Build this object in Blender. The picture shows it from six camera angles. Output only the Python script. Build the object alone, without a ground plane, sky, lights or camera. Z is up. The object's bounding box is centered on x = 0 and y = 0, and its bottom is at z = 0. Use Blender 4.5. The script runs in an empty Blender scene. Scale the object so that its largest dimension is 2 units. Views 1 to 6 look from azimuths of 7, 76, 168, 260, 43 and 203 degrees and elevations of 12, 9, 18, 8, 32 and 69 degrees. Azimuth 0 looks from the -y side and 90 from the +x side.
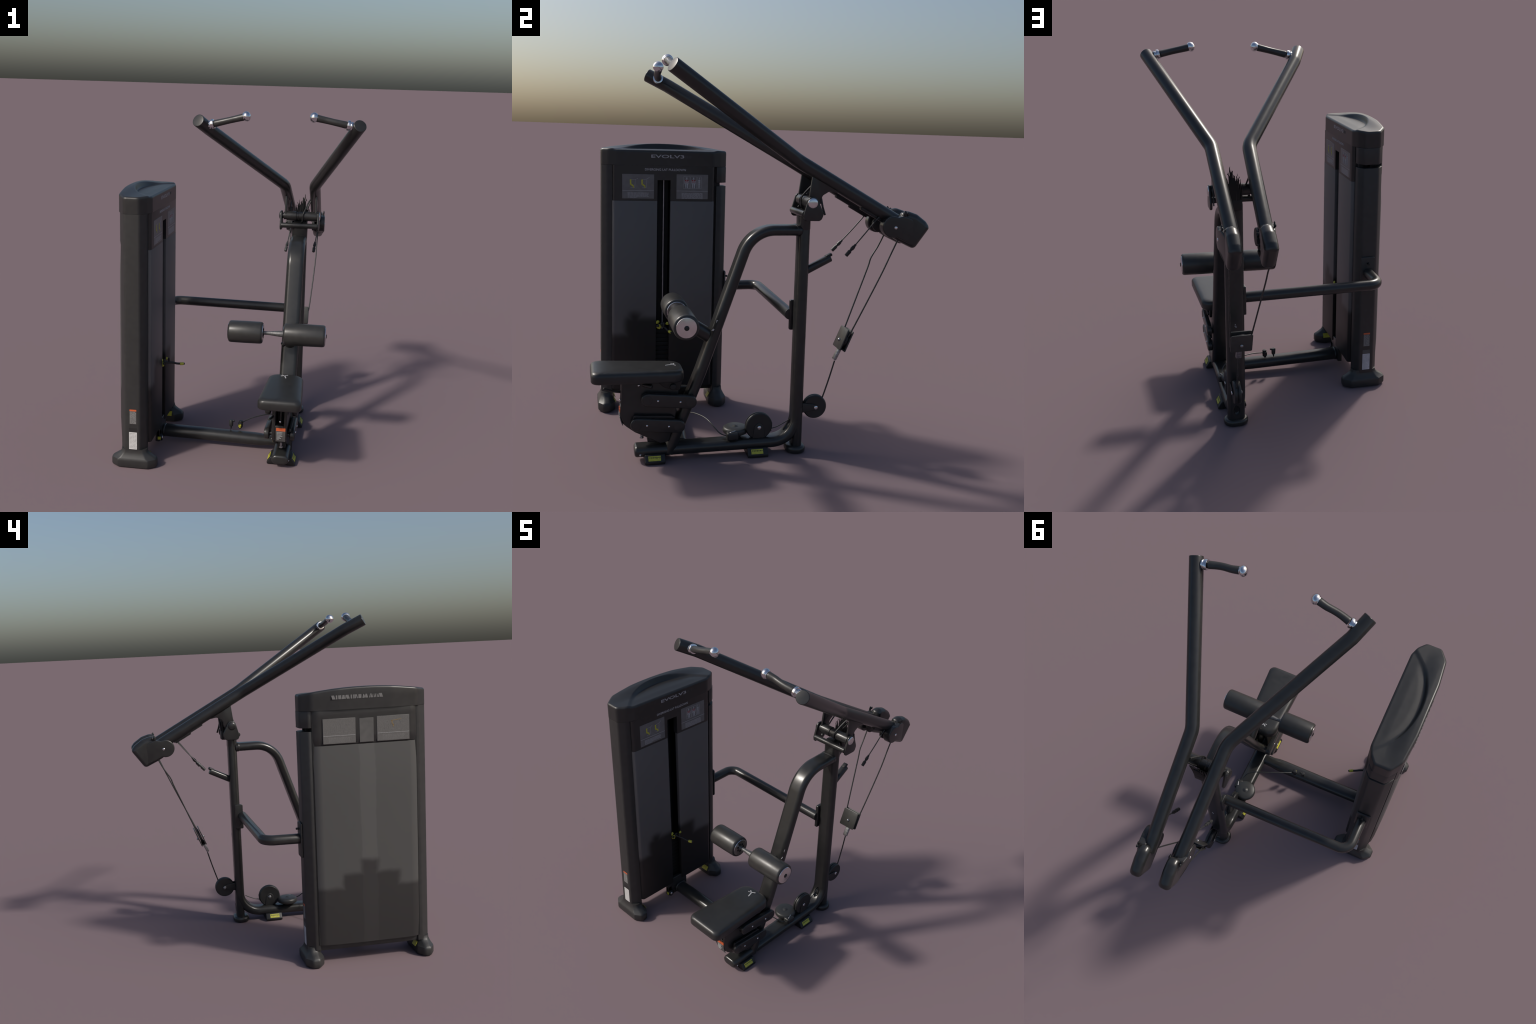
import bpy, bmesh, math, random
from mathutils import Vector, Matrix

random.seed(7)
V = Vector

# ------------------------------------------------------------------ materials
def new_mat(name):
    m = bpy.data.materials.new(name)
    m.use_nodes = True
    nt = m.node_tree
    return m, nt, nt.nodes["Principled BSDF"]

def coat_mat(name, col, rough, metallic=0.0, spec=0.5, var=0.12, scale=30.0,
             bump=0.0, bump_scale=400.0, rvar=0.06):
    """paint, rubber or metal: slight cloudy variation and fine grain"""
    m, nt, b = new_mat(name)
    L = nt.links
    tc = nt.nodes.new("ShaderNodeTexCoord")
    n1 = nt.nodes.new("ShaderNodeTexNoise")
    n1.inputs["Scale"].default_value = scale
    n1.inputs["Detail"].default_value = 4
    L.new(tc.outputs["Object"], n1.inputs["Vector"])
    ramp = nt.nodes.new("ShaderNodeValToRGB")
    ramp.color_ramp.elements[0].position = 0.3
    ramp.color_ramp.elements[1].position = 0.7
    ramp.color_ramp.elements[0].color = (*[c * (1 - var) for c in col], 1)
    ramp.color_ramp.elements[1].color = (*[c * (1 + var) for c in col], 1)
    L.new(n1.outputs["Fac"], ramp.inputs["Fac"])
    L.new(ramp.outputs["Color"], b.inputs["Base Color"])
    mr = nt.nodes.new("ShaderNodeMapRange")
    mr.inputs["To Min"].default_value = max(0.02, rough - rvar)
    mr.inputs["To Max"].default_value = rough + rvar
    L.new(n1.outputs["Fac"], mr.inputs["Value"])
    L.new(mr.outputs["Result"], b.inputs["Roughness"])
    b.inputs["Metallic"].default_value = metallic
    b.inputs["Specular IOR Level"].default_value = spec
    if bump > 0:
        n2 = nt.nodes.new("ShaderNodeTexNoise")
        n2.inputs["Scale"].default_value = bump_scale
        L.new(tc.outputs["Object"], n2.inputs["Vector"])
        bp = nt.nodes.new("ShaderNodeBump")
        bp.inputs["Strength"].default_value = bump
        bp.inputs["Distance"].default_value = 0.001
        L.new(n2.outputs["Fac"], bp.inputs["Height"])
        L.new(bp.outputs["Normal"], b.inputs["Normal"])
    return m

M_FRAME = coat_mat("powder_coat", (0.0215, 0.0215, 0.021), 0.29, rvar=0.03)
M_CAB = coat_mat("cabinet_coat", (0.0265, 0.0262, 0.0258), 0.46, rvar=0.03)
M_CAP = coat_mat("cap_plastic", (0.0215, 0.0212, 0.0210), 0.37, rvar=0.03)
M_FASC = coat_mat("fascia_plastic", (0.0165, 0.0163, 0.0163), 0.5)
M_SEAT = coat_mat("upholstery", (0.0225, 0.0225, 0.0218), 0.37, bump=0.08, bump_scale=700)
M_ROLL = coat_mat("foam_vinyl", (0.030, 0.0295, 0.028), 0.36, bump=0.08, bump_scale=700)
M_BLACK = coat_mat("black_plastic", (0.0085, 0.0085, 0.009), 0.5)
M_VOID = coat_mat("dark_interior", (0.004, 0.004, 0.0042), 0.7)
M_PULL = coat_mat("pulley_plastic", (0.0175, 0.0175, 0.0175), 0.42)
M_PULL2 = coat_mat("pulley_grey_plastic", (0.026, 0.0265, 0.026), 0.45)
M_CHROME = coat_mat("chrome", (0.72, 0.72, 0.74), 0.14, metallic=1.0, var=0.05, rvar=0.05)
M_ALU = coat_mat("brushed_aluminium", (0.70, 0.69, 0.70), 0.20, metallic=1.0, var=0.06)
M_STEEL = coat_mat("worn_steel", (0.32, 0.32, 0.33), 0.38, metallic=0.9, var=0.3, scale=120)
M_ROD = coat_mat("guide_rod_steel", (0.42, 0.42, 0.44), 0.35, metallic=0.85)
M_CARR = coat_mat("carriage_plate", (0.045, 0.044, 0.041), 0.38)
M_CABLE = coat_mat("cable_sheath", (0.028, 0.029, 0.028), 0.38, var=0.5, scale=160)
M_WHITE = coat_mat("sticker_white", (0.62, 0.61, 0.60), 0.5, var=0.05)
M_GREYST = coat_mat("sticker_grey", (0.085, 0.083, 0.08), 0.5)
M_PRINT = coat_mat("print_grey", (0.30, 0.30, 0.30), 0.5, var=0.35, scale=300)
M_PRINTD = coat_mat("print_dark", (0.24, 0.235, 0.23), 0.5, var=0.3, scale=300)
M_ORANGE = coat_mat("sticker_orange", (0.55, 0.11, 0.035), 0.5)
M_YELLOW = coat_mat("label_yellow", (0.46, 0.44, 0.045), 0.5, var=0.15, scale=90)
M_YELLOWD = coat_mat("label_yellow_print", (0.13, 0.13, 0.02), 0.5)
M_PLAC = coat_mat("placard_grey", (0.132, 0.129, 0.130), 0.42)
M_PLACB = coat_mat("placard_back_grey", (0.105, 0.102, 0.098), 0.5, var=0.15, scale=200)
M_RED = coat_mat("print_red", (0.22, 0.03, 0.03), 0.5)
M_INK = coat_mat("print_line_grey", (0.34, 0.34, 0.35), 0.5)
M_LETTER = coat_mat("lettering_silver", (0.34, 0.34, 0.355), 0.45, var=0.25, scale=200)
M_FIG = coat_mat("print_pale", (0.33, 0.34, 0.36), 0.5, var=0.3, scale=250)
M_OCHRE = coat_mat("print_ochre", (0.20, 0.14, 0.06), 0.5)
M_SCUFF = coat_mat("bare_scuff", (0.42, 0.42, 0.43), 0.4, var=0.3, scale=200)

def tinted_panel_mat(name, light, dark, band=None, steps=(), soft=0.02):
    """smoked screen: the weight stack behind it shows as a darker stepped block.
    steps = (y centre, half width, top z): union of soft-edged boxes."""
    m, nt, b = new_mat(name)
    L = nt.links
    tc = nt.nodes.new("ShaderNodeTexCoord")
    sp = nt.nodes.new("ShaderNodeSeparateXYZ")
    nz = nt.nodes.new("ShaderNodeTexNoise")
    nz.inputs["Scale"].default_value = 9
    add = nt.nodes.new("ShaderNodeVectorMath"); add.operation = "MULTIPLY_ADD"
    L.new(tc.outputs["Object"], nz.inputs["Vector"])
    L.new(nz.outputs["Color"], add.inputs[0])
    add.inputs[1].default_value = (0.03, 0.03, 0.03)
    L.new(tc.outputs["Object"], add.inputs[2])
    L.new(add.outputs[0], sp.inputs[0])

    def math_node(op, a, bb=None, clamp=False):
        n = nt.nodes.new("ShaderNodeMath"); n.operation = op; n.use_clamp = clamp
        for i, x in enumerate((a, bb)):
            if x is None: continue
            if isinstance(x, (int, float)): n.inputs[i].default_value = x
            else: L.new(x, n.inputs[i])
        return n.outputs[0]

    def step(val, lo, hi):
        n = nt.nodes.new("ShaderNodeMapRange"); n.interpolation_type = "SMOOTHSTEP"
        n.inputs["From Min"].default_value = lo; n.inputs["From Max"].default_value = hi
        L.new(val, n.inputs["Value"])
        return n.outputs["Result"]
    mask = None
    for yc, hw, zt in steps:
        d = math_node("ABSOLUTE", math_node("SUBTRACT", sp.outputs["Y"], yc + 0.015))
        inside = step(d, hw + soft, hw - soft)
        low = step(sp.outputs["Z"], zt + soft + 0.015, zt - soft + 0.015)
        f = math_node("MULTIPLY", inside, low)
        mask = f if mask is None else math_node("MAXIMUM", mask, f)
    mix = nt.nodes.new("ShaderNodeMix"); mix.data_type = "RGBA"
    mix.inputs["A"].default_value = (*light, 1)
    mix.inputs["B"].default_value = (*dark, 1)
    L.new(mask, mix.inputs["Factor"])
    out = mix.outputs["Result"]
    if band:
        d = math_node("ABSOLUTE", math_node("SUBTRACT", sp.outputs["Y"], band[0] + 0.015))
        f = math_node("MULTIPLY", step(d, band[1] + 0.004, band[1] - 0.004), 0.22)
        mx = nt.nodes.new("ShaderNodeMix"); mx.data_type = "RGBA"; mx.blend_type = "ADD"
        L.new(f, mx.inputs["Factor"]); L.new(out, mx.inputs["A"])
        L.new(out, mx.inputs["B"])
        out = mx.outputs["Result"]
    L.new(out, b.inputs["Base Color"])
    b.inputs["Roughness"].default_value = 0.48
    return m

YC = -0.412                      # cabinet centre line in y
M_SCREEN_B = tinted_panel_mat("smoked_screen_rear", (0.066, 0.0655, 0.0635), (0.0245, 0.0235, 0.023),
                              band=(-0.416, 0.045),
                              steps=((YC, 0.40, 0.445), (-0.425, 0.165, 0.525), (-0.415, 0.052, 0.605)))
M_SCREEN_F = tinted_panel_mat("smoked_screen_front", (0.098, 0.094, 0.094), (0.0105, 0.0103, 0.0104),
                              steps=((YC, 0.40, 0.46), (-0.45, 0.19, 0.56), (-0.58, 0.035, 0.59)), soft=0.03)

# ------------------------------------------------------------------ geometry tools
PARTS = {}

def finish(name, bm, mat, parent=None, angle=40, recenter=True, kind=None):
    bmesh.ops.recalc_face_normals(bm, faces=bm.faces)
    me = bpy.data.meshes.new(name)
    bm.to_mesh(me); bm.free()
    for p in me.polygons: p.use_smooth = True
    me.set_sharp_from_angle(angle=math.radians(angle))
    ob = bpy.data.objects.new(name, me)
    bpy.context.collection.objects.link(ob)
    me.materials.append(mat)
    if recenter:
        xs = [v.co for v in me.vertices]
        c = V(((min(v.x for v in xs) + max(v.x for v in xs)) / 2,
               (min(v.y for v in xs) + max(v.y for v in xs)) / 2,
               (min(v.z for v in xs) + max(v.z for v in xs)) / 2))
        me.transform(Matrix.Translation(-c))
        ob.location = c
    if kind: ob["kind"] = kind
    if parent is not None: attach(ob, parent)
    return ob

WORLD = {}
def world_loc(ob):
    return V(ob["_w"]) if "_w" in ob else V(ob.location)

def attach(ob, parent):
    ob["_w"] = tuple(ob.location)
    ob.parent = parent
    ob.matrix_parent_inverse = Matrix.Translation(-world_loc(parent))

def round_poly(pts, radii, seg=6):
    """2D polygon with rounded corners"""
    n = len(pts); out = []
    if isinstance(radii, (int, float)): radii = [radii] * n
    for i in range(n):
        p, a, b = V(pts[i]), V(pts[i - 1]), V(pts[(i + 1) % n])
        r = radii[i]
        d1, d2 = (a - p), (b - p)
        l1, l2 = d1.length, d2.length
        d1.normalize(); d2.normalize()
        ang = math.acos(max(-1, min(1, d1.dot(d2))))
        if r <= 1e-6 or ang > math.radians(176):
            out.append(tuple(p)); continue
        t = min(r / math.tan(ang / 2), 0.49 * l1, 0.49 * l2)
        r2 = t * math.tan(ang / 2)
        c = p + (d1 + d2).normalized() * (r2 / math.sin(ang / 2))
        s, e = p + d1 * t - c, p + d2 * t - c
        a0 = math.atan2(s.y, s.x); a1 = math.atan2(e.y, e.x)
        da = (a1 - a0 + math.pi) % (2 * math.pi) - math.pi
        for k in range(seg + 1):
            q = a0 + da * k / seg
            out.append((c.x + r2 * math.cos(q), c.y + r2 * math.sin(q)))
    return out

def circle(r, n=32, ry=None):
    ry = r if ry is None else ry
    return [(r * math.cos(2 * math.pi * k / n), ry * math.sin(2 * math.pi * k / n)) for k in range(n)]

def oval(w, h, r=None, seg=7):
    """rounded-rectangle tube section, w by h"""
    r = min(w, h) / 2 * 0.96 if r is None else r
    return round_poly([(w / 2, -h / 2), (w / 2, h / 2), (-w / 2, h / 2), (-w / 2, -h / 2)], r, seg)

def fillet_path(pts, radii, seg=10):
    pts = [V(p) for p in pts]
    out = [pts[0]]
    for i in range(1, len(pts) - 1):
        p, a, b = pts[i], pts[i - 1], pts[i + 1]
        r = radii[i - 1]
        d1, d2 = (a - p), (b - p)
        l1, l2 = d1.length, d2.length
        d1.normalize(); d2.normalize()
        ang = math.acos(max(-1, min(1, d1.dot(d2))))
        if r <= 0: out.append(p); continue
        t = min(r / math.tan(ang / 2), 0.48 * l1, 0.48 * l2)
        r2 = t * math.tan(ang / 2)
        bis = (d1 + d2).normalized()
        c = p + bis * (r2 / math.sin(ang / 2))
        s = (p + d1 * t - c); e = (p + d2 * t - c)
        tot = s.angle(e); ax = s.cross(e).normalized()
        for k in range(seg + 1):
            out.append(c + Matrix.Rotation(tot * k / seg, 3, ax) @ s)
    out.append(pts[-1])
    return out

def smooth_path(pts, sub=8):
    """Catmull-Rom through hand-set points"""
    P = [V(p) for p in pts]
    P = [P[0] * 2 - P[1]] + P + [P[-1] * 2 - P[-2]]
    out = []
    for i in range(1, len(P) - 2):
        for k in range(sub):
            t = k / sub
            a, b, c, d = P[i - 1], P[i], P[i + 1], P[i + 2]
            out.append(0.5 * ((2 * b) + (c - a) * t + (2 * a - 5 * b + 4 * c - d) * t * t
                              + (3 * b - a - 3 * c + d) * t ** 3))
    out.append(P[-2])
    return out

def sweep_bm(bm, path, section, side=None, cap=0.004, scale=None, capseg=4):
    """sweep a closed 2D section; section x runs along `side`"""
    path = [V(p) for p in path]
    n = len(path)
    ha = max(abs(a) for a, _ in section); hb = max(abs(b) for _, b in section)
    T = []
    for i in range(n):
        a = path[max(0, i - 1)]; b = path[min(n - 1, i + 1)]
        t1 = (path[i] - a).normalized() if i else (b - path[i]).normalized()
        t2 = (b - path[i]).normalized() if i < n - 1 else t1
        T.append((t1 + t2).normalized())
    if side is None:
        side = V((1, 0, 0)) if abs(T[0].x) < 0.8 else V((0, 1, 0))
    side = V(side)
    rings = []
    prev = side
    stations = []
    for i in range(n):
        stations.append((path[i], T[i], scale[i] if scale else 1.0, 0.0))
    if cap > 0:
        c0, c1 = [], []
        for k in range(capseg + 1):
            q = math.pi / 2 * k / capseg
            c0.append((path[0] + T[0] * cap * (1 - math.sin(q)), T[0], scale[0] if scale else 1.0, cap * (1 - math.cos(q))))
            c1.append((path[-1] - T[-1] * cap * (1 - math.sin(q)), T[-1], scale[-1] if scale else 1.0, cap * (1 - math.cos(q))))
        stations = [(p, t, s, d) for p, t, s, d in reversed(c0)] + stations[1:-1] + c1
    for p, t, s, d in stations:
        sd = (prev - t * prev.dot(t)).normalized()
        nr = t.cross(sd)
        prev = sd
        rings.append([bm.verts.new(p + sd * (a * s * max(0.02 * ha, ha - d) / ha) + nr * (b * s * max(0.02 * hb, hb - d) / hb))
                      for a, b in section])
    m = len(section)
    for r0, r1 in zip(rings, rings[1:]):
        for k in range(m):
            bm.faces.new((r0[k], r0[(k + 1) % m], r1[(k + 1) % m], r1[k]))
    bm.faces.new(list(reversed(rings[0]))); bm.faces.new(rings[-1])

def sweep(name, path, section, mat, parent=None, side=None, cap=0.004, scale=None, angle=40, kind=None):
    bm = bmesh.new()
    sweep_bm(bm, path, section, side, cap, scale)
    return finish(name, bm, mat, parent, angle, kind=kind)

def cyl(name, p0, p1, r, mat, parent=None, cap=0.003, n=32, kind=None):
    return sweep(name, [p0, p1], circle(r, n), mat, parent, cap=cap, kind=kind)

def lathe(name, p0, axis, profile, mat, parent=None, n=40, angle=35):
    """profile: (radius, height) along axis from p0"""
    bm = bmesh.new()
    axis = V(axis).normalized()
    s = V((0, 0, 1)) if abs(axis.z) < 0.9 else V((1, 0, 0))
    s = (s - axis * s.dot(axis)).normalized(); t = axis.cross(s)
    rings = []
    for r, h in profile:
        c = V(p0) + axis * h
        rings.append([bm.verts.new(c + (s * math.cos(2 * math.pi * k / n) + t * math.sin(2 * math.pi * k / n)) * max(r, 1e-4))
                      for k in range(n)])
    for a, b in zip(rings, rings[1:]):
        for k in range(n):
            bm.faces.new((a[k], a[(k + 1) % n], b[(k + 1) % n], b[k]))
    bm.faces.new(rings[0]); bm.faces.new(rings[-1])
    return finish(name, bm, mat, parent, angle)

AX = {"x": (V((0, 1, 0)), V((0, 0, 1)), V((1, 0, 0))),
      "y": (V((1, 0, 0)), V((0, 0, 1)), V((0, 1, 0))),
      "z": (V((1, 0, 0)), V((0, 1, 0)), V((0, 0, 1)))}

def bevel_bm(bm, w, seg=3, ang=35):
    if w <= 0: return
    bm.normal_update()
    ed = [e for e in bm.edges if len(e.link_faces) == 2 and e.calc_face_angle(0) > math.radians(ang)]
    bmesh.ops.bevel(bm, geom=ed, offset=w, offset_type="OFFSET", segments=seg, profile=0.5,
                    affect="EDGES", clamp_overlap=True)

def prism_bm(bm, poly, frame, lo, hi, origin=V((0, 0, 0))):
    u, v, w = frame
    a = [bm.verts.new(origin + u * p[0] + v * p[1] + w * lo) for p in poly]
    b = [bm.verts.new(origin + u * p[0] + v * p[1] + w * hi) for p in poly]
    n = len(poly)
    bm.faces.new(list(reversed(a))); bm.faces.new(b)
    for k in range(n):
        bm.faces.new((a[k], a[(k + 1) % n], b[(k + 1) % n], b[k]))

def prism(name, poly, axis, lo, hi, mat, parent=None, bevel=0.003, seg=3, frame=None, origin=V((0, 0, 0)), angle=40, kind=None):
    bm = bmesh.new()
    prism_bm(bm, poly, frame or AX[axis], lo, hi, V(origin))
    bmesh.ops.recalc_face_normals(bm, faces=bm.faces)
    bevel_bm(bm, bevel, seg)
    return finish(name, bm, mat, parent, angle, kind=kind)

def box(name, lo, hi, mat, parent=None, bevel=0.004, seg=3, kind=None):
    poly = [(lo[0], lo[1]), (hi[0], lo[1]), (hi[0], hi[1]), (lo[0], hi[1])]
    return prism(name, poly, "z", lo[2], hi[2], mat, parent, bevel, seg, kind=kind)

def decals(name, polys, frame, origin, thick, mat, parent):
    bm = bmesh.new()
    for p in polys:
        prism_bm(bm, p, frame, 0, thick, V(origin))
    return finish(name, bm, mat, parent, 30, kind="stuff")

def rect(u0, v0, u1, v1):
    return [(u0, v0), (u1, v0), (u1, v1), (u0, v1)]

def stroke(pts, w):
    """thin bars along a 2D polyline"""
    out = []
    for (a, b), (c, d) in zip(pts, pts[1:]):
        dx, dy = c - a, d - b
        l = math.hypot(dx, dy) or 1
        nx, ny = -dy / l * w / 2, dx / l * w / 2
        out.append([(a - nx, b - ny), (c - nx, d - ny), (c + nx, d + ny), (a + nx, b + ny)])
    return out

def lettering(name, body, frame, centre, width, height, thick, mat, parent):
    cu = bpy.data.curves.new(name + "_curve", "FONT")
    cu.body = body; cu.align_x = "CENTER"; cu.align_y = "CENTER"
    cu.extrude = 0.5; cu.offset = 0.018
    tmp = bpy.data.objects.new(name + "_tmp", cu)
    bpy.context.collection.objects.link(tmp)
    bpy.context.view_layer.update()
    me = bpy.data.meshes.new_from_object(tmp.evaluated_get(bpy.context.evaluated_depsgraph_get()))
    bpy.data.objects.remove(tmp)
    xs = [v.co.x for v in me.vertices]; ys = [v.co.y for v in me.vertices]
    sx = width / (max(xs) - min(xs)); sy = height / (max(ys) - min(ys))
    mx = (max(xs) + min(xs)) / 2; my = (max(ys) + min(ys)) / 2
    u, v, w = frame
    bm = bmesh.new(); bm.from_mesh(me)
    for q in bm.verts:
        c = q.co.copy()
        q.co = V(centre) + u * ((c.x - mx) * sx) + v * ((c.y - my) * sy) + w * (c.z * thick)
    bpy.data.meshes.remove(me)
    return finish(name, bm, mat, parent, 30)

def dome(name, centre, axis, r, h, mat, parent, rim=0.0):
    prof = [(r, -rim), (r, 0)]
    for k in range(1, 7):
        q = math.pi / 2 * k / 6
        prof.append((r * math.cos(q), h * math.sin(q)))
    return lathe(name, centre, axis, prof, mat, parent, 28, 50)

_bolt_data = {}
def bolt(name, centre, axis, r, mat, parent, h=0.004):
    """round bolt heads share mesh data"""
    key = (name, round(r, 4), mat.name, tuple(axis))
    if key not in _bolt_data:
        ob = dome(name, centre, axis, r, h, mat, parent, 0.003)
        c = world_loc(ob) - V(centre)
        _bolt_data[key] = (ob, c)
        return ob
    src, c = _bolt_data[key]
    ob = src.copy(); ob.name = name
    bpy.context.collection.objects.link(ob)
    ob.parent = None
    ob.location = V(centre) + c
    attach(ob, parent)
    return ob

def carve(ob, cutter):
    """boolean difference, applied"""
    md = ob.modifiers.new("cut", "BOOLEAN"); md.operation = "DIFFERENCE"; md.object = cutter; md.solver = "EXACT"
    bpy.context.view_layer.update()
    dg = bpy.context.evaluated_depsgraph_get()
    me = bpy.data.meshes.new_from_object(ob.evaluated_get(dg))
    ob.modifiers.clear()
    old = ob.data; ob.data = me; me.name = old.name
    bpy.data.meshes.remove(old)
    for p in me.polygons: p.use_smooth = True
    me.set_sharp_from_angle(angle=math.radians(40))
    bpy.data.objects.remove(cutter)

# ------------------------------------------------------------------ root
root = bpy.data.objects.new("lat_pulldown_machine", None)
bpy.context.collection.objects.link(root)
root["label"] = "black gym pulldown machine with weight cabinet, seat and lever arms"
root["category"] = "gym machine"
root["_w"] = (0.0, 0.0, 0.0)

FX = (V((0, 1, 0)), V((0, 0, 1)), V((1, 0, 0)))        # seen from +x
BX = (V((0, -1, 0)), V((0, 0, 1)), V((-1, 0, 0)))      # seen from -x
FY = (V((1, 0, 0)), V((0, 0, 1)), V((0, -1, 0)))       # seen from -y
BY = (V((-1, 0, 0)), V((0, 0, 1)), V((0, 1, 0)))       # seen from +y

# ================================================================== weight cabinet
def mirror_outline(half):
    """half: (x, s) from front to back with s = distance from centre line"""
    return [(x, YC + s) for x, s in half] + [(x, YC - s) for x, s in reversed(half)]

cap_half = [(-0.447, 0.276), (-0.466, 0.324), (-0.499, 0.3632), (-0.582, 0.3632), (-0.626, 0.300), (-0.640, 0.150)]
cap_outline = round_poly(mirror_outline(cap_half),
                         [0.06, 0.04, 0.022, 0.022, 0.05, 0.3] + [0.3, 0.05, 0.022, 0.022, 0.04, 0.06], 6)
# resample the outline evenly
def resample(poly, n):
    P = [V(p) for p in poly]; L = [0]
    for i in range(len(P)):
        L.append(L[-1] + (P[(i + 1) % len(P)] - P[i]).length)
    out = []
    j = 0
    for k in range(n):
        t = L[-1] * k / n
        while L[j + 1] < t: j += 1
        f = (t - L[j]) / max(1e-9, L[j + 1] - L[j])
        out.append(P[j].lerp(P[(j + 1) % len(P)], f))
    return out

def sstep(a, b, x):
    t = max(0.0, min(1.0, (x - a) / (b - a)))
    return t * t * (3 - 2 * t)

def cap_height(x, y):
    s = abs(y - YC)
    crown = 0.031 * (1 - min(1, (s / 0.36) ** 2)) * (0.35 + 0.65 * sstep(-0.52, -0.61, x))
    back = 1.5385 + crown
    # crescent scoop: a flat floor runs to the front edge, steep wall along an arc at the rear
    arc_x = -0.598 + 1.05 * s ** 2 + 6.0 * s ** 4
    soft = 0.009 + 0.07 * max(0.0, s - 0.14)
    wall = sstep(-soft, soft, x - arc_x)
    floor = 1.5358 + 0.004 * sstep(-0.452, -0.510, x) * max(0.0, 1 - (s / 0.34) ** 2)
    floor -= 0.0025 * (1 - sstep(0.0, 0.050, x - arc_x)) * (1 - sstep(0.15, 0.27, s))
    return back + (floor - back) * wall

N = 220
ring0 = resample(cap_outline, N)
cen = V((-0.54, YC))
bm = bmesh.new()
rings = []
spine = [V((-0.535, YC + max(-0.25, min(0.25, p.y - YC)) )) for p in ring0]
for z in (1.4475, 1.452, 1.49, 1.515):
    d = 0.0
    rings.append([bm.verts.new((p.x + (spine[i].x - p.x) * d / 0.1, p.y, z)) for i, p in enumerate(ring0)])
R = 0.012
for k in range(7):                      # rounded rim
    q = math.pi / 2 * k / 6
    ins = R * (1 - math.cos(q)); row = []
    for i, p in enumerate(ring0):
        dirv = (spine[i] - p); l = dirv.length
        g = p + dirv / l * ins
        row.append(bm.verts.new((g.x, g.y, cap_height(g.x, g.y) - R * (1 - math.sin(q)))))
    rings.append(row)
M_IN = 46
for k in range(1, M_IN + 1):
    f = k / M_IN; row = []
    for i, p in enumerate(ring0):
        dirv = (spine[i] - p); l = dirv.length
        g0 = p + dirv / l * R
        g = g0.lerp(spine[i], f * 0.995)
        row.append(bm.verts.new((g.x, g.y, cap_height(g.x, g.y))))
    rings.append(row)
for a, b in zip(rings, rings[1:]):
    for k in range(N):
        bm.faces.new((a[k], a[(k + 1) % N], b[(k + 1) % N], b[k]))
bm.faces.new(rings[0])
bmesh.ops.remove_doubles(bm, verts=rings[-1], dist=0.004)
last = [v for v in rings[-1] if v.is_valid]
bmesh.ops.holes_fill(bm, edges=[e for e in bm.edges if e.is_boundary], sides=0)
cap = finish("cabinet_cap", bm, M_CAP, root, 50)

# columns: rounded posts with feet
col_half = [(-0.463, 0.300), (-0.468, 0.330), (-0.496, 0.3630), (-0.579, 0.3630), (-0.612, 0.318), (-0.612, 0.290)]
def column_poly(sign, inset=0.0):
    p = [(x, YC + sign * (s - inset)) for x, s in col_half]
    return round_poly(p, [0.002, 0.03, 0.02, 0.02, 0.02, 0.002], 5)

def foot(cx, cy, wy=1.0):
    bm = bmesh.new()
    rings = []
    for z, hx, hy, ch in ((0.0, 0.121, 0.039, 0.032), (0.004, 0.127, 0.0455, 0.029), (0.012, 0.1300, 0.048, 0.029),
                          (0.040, 0.1300, 0.048, 0.029), (0.050, 0.127, 0.047, 0.028), (0.057, 0.120, 0.0435, 0.030),
                          (0.068, 0.102, 0.0385, 0.024), (0.078, 0.086, 0.0345, 0.018), (0.088, 0.076, 0.0322, 0.016), (0.105, 0.0725, 0.031, 0.015)):
        pl = [(hx - ch * 1.5, -hy), (hx, -hy + ch), (hx, hy - ch), (hx - ch * 1.5, hy),
              (-hx + ch * 1.5, hy), (-hx, hy - ch), (-hx, -hy + ch), (-hx + ch * 1.5, -hy)]
        pl = [(a, b * (wy if z < 0.06 else 1 + (wy - 1) * 0.4)) for a, b in pl]
        pl = round_poly(pl, 0.022, 5)
        rings.append([bm.verts.new((cx + a, cy + b, z)) for a, b in pl])
    m = len(rings[0])
    for a, b in zip(rings, rings[1:]):
        for k in range(m):
            bm.faces.new((a[k], a[(k + 1) % m], b[(k + 1) % m], b[k]))
    bm.faces.new(rings[0]); bm.faces.new(rings[-1])
    return bm

cols = []
# near column (-y): one post up to the cap
c = prism("cabinet_column", column_poly(-1), "z", 0.085, 1.4465, M_CAB, root, 0.0)
cols.append(c)
# far column (+y): post with an open slit below the cap
c2 = prism("cabinet_column", column_poly(1), "z", 0.085, 1.334, M_CAB, root, 0.0015)
cols.append(c2)
prism("column_collar", column_poly(1), "z", 1.3545, 1.4465, M_CAB, c2, 0.0015)
for x0, x1 in ((-0.500, -0.475), (-0.556, -0.539)):
    box("slit_bridge", (x0, YC + 0.270, 1.33), (x1, YC + 0.322, 1.358), M_VOID, c2, 0.001)
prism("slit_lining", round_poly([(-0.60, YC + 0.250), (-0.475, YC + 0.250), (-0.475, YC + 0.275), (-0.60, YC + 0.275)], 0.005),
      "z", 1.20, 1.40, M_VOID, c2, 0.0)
f1 = finish("cabinet_foot", foot(-0.5325, -0.7430, 1.03), M_CAB, c, 35)
f2 = finish("cabinet_foot", foot(-0.5320, -0.0835, 1.12), M_CAB, c2, 35)

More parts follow.
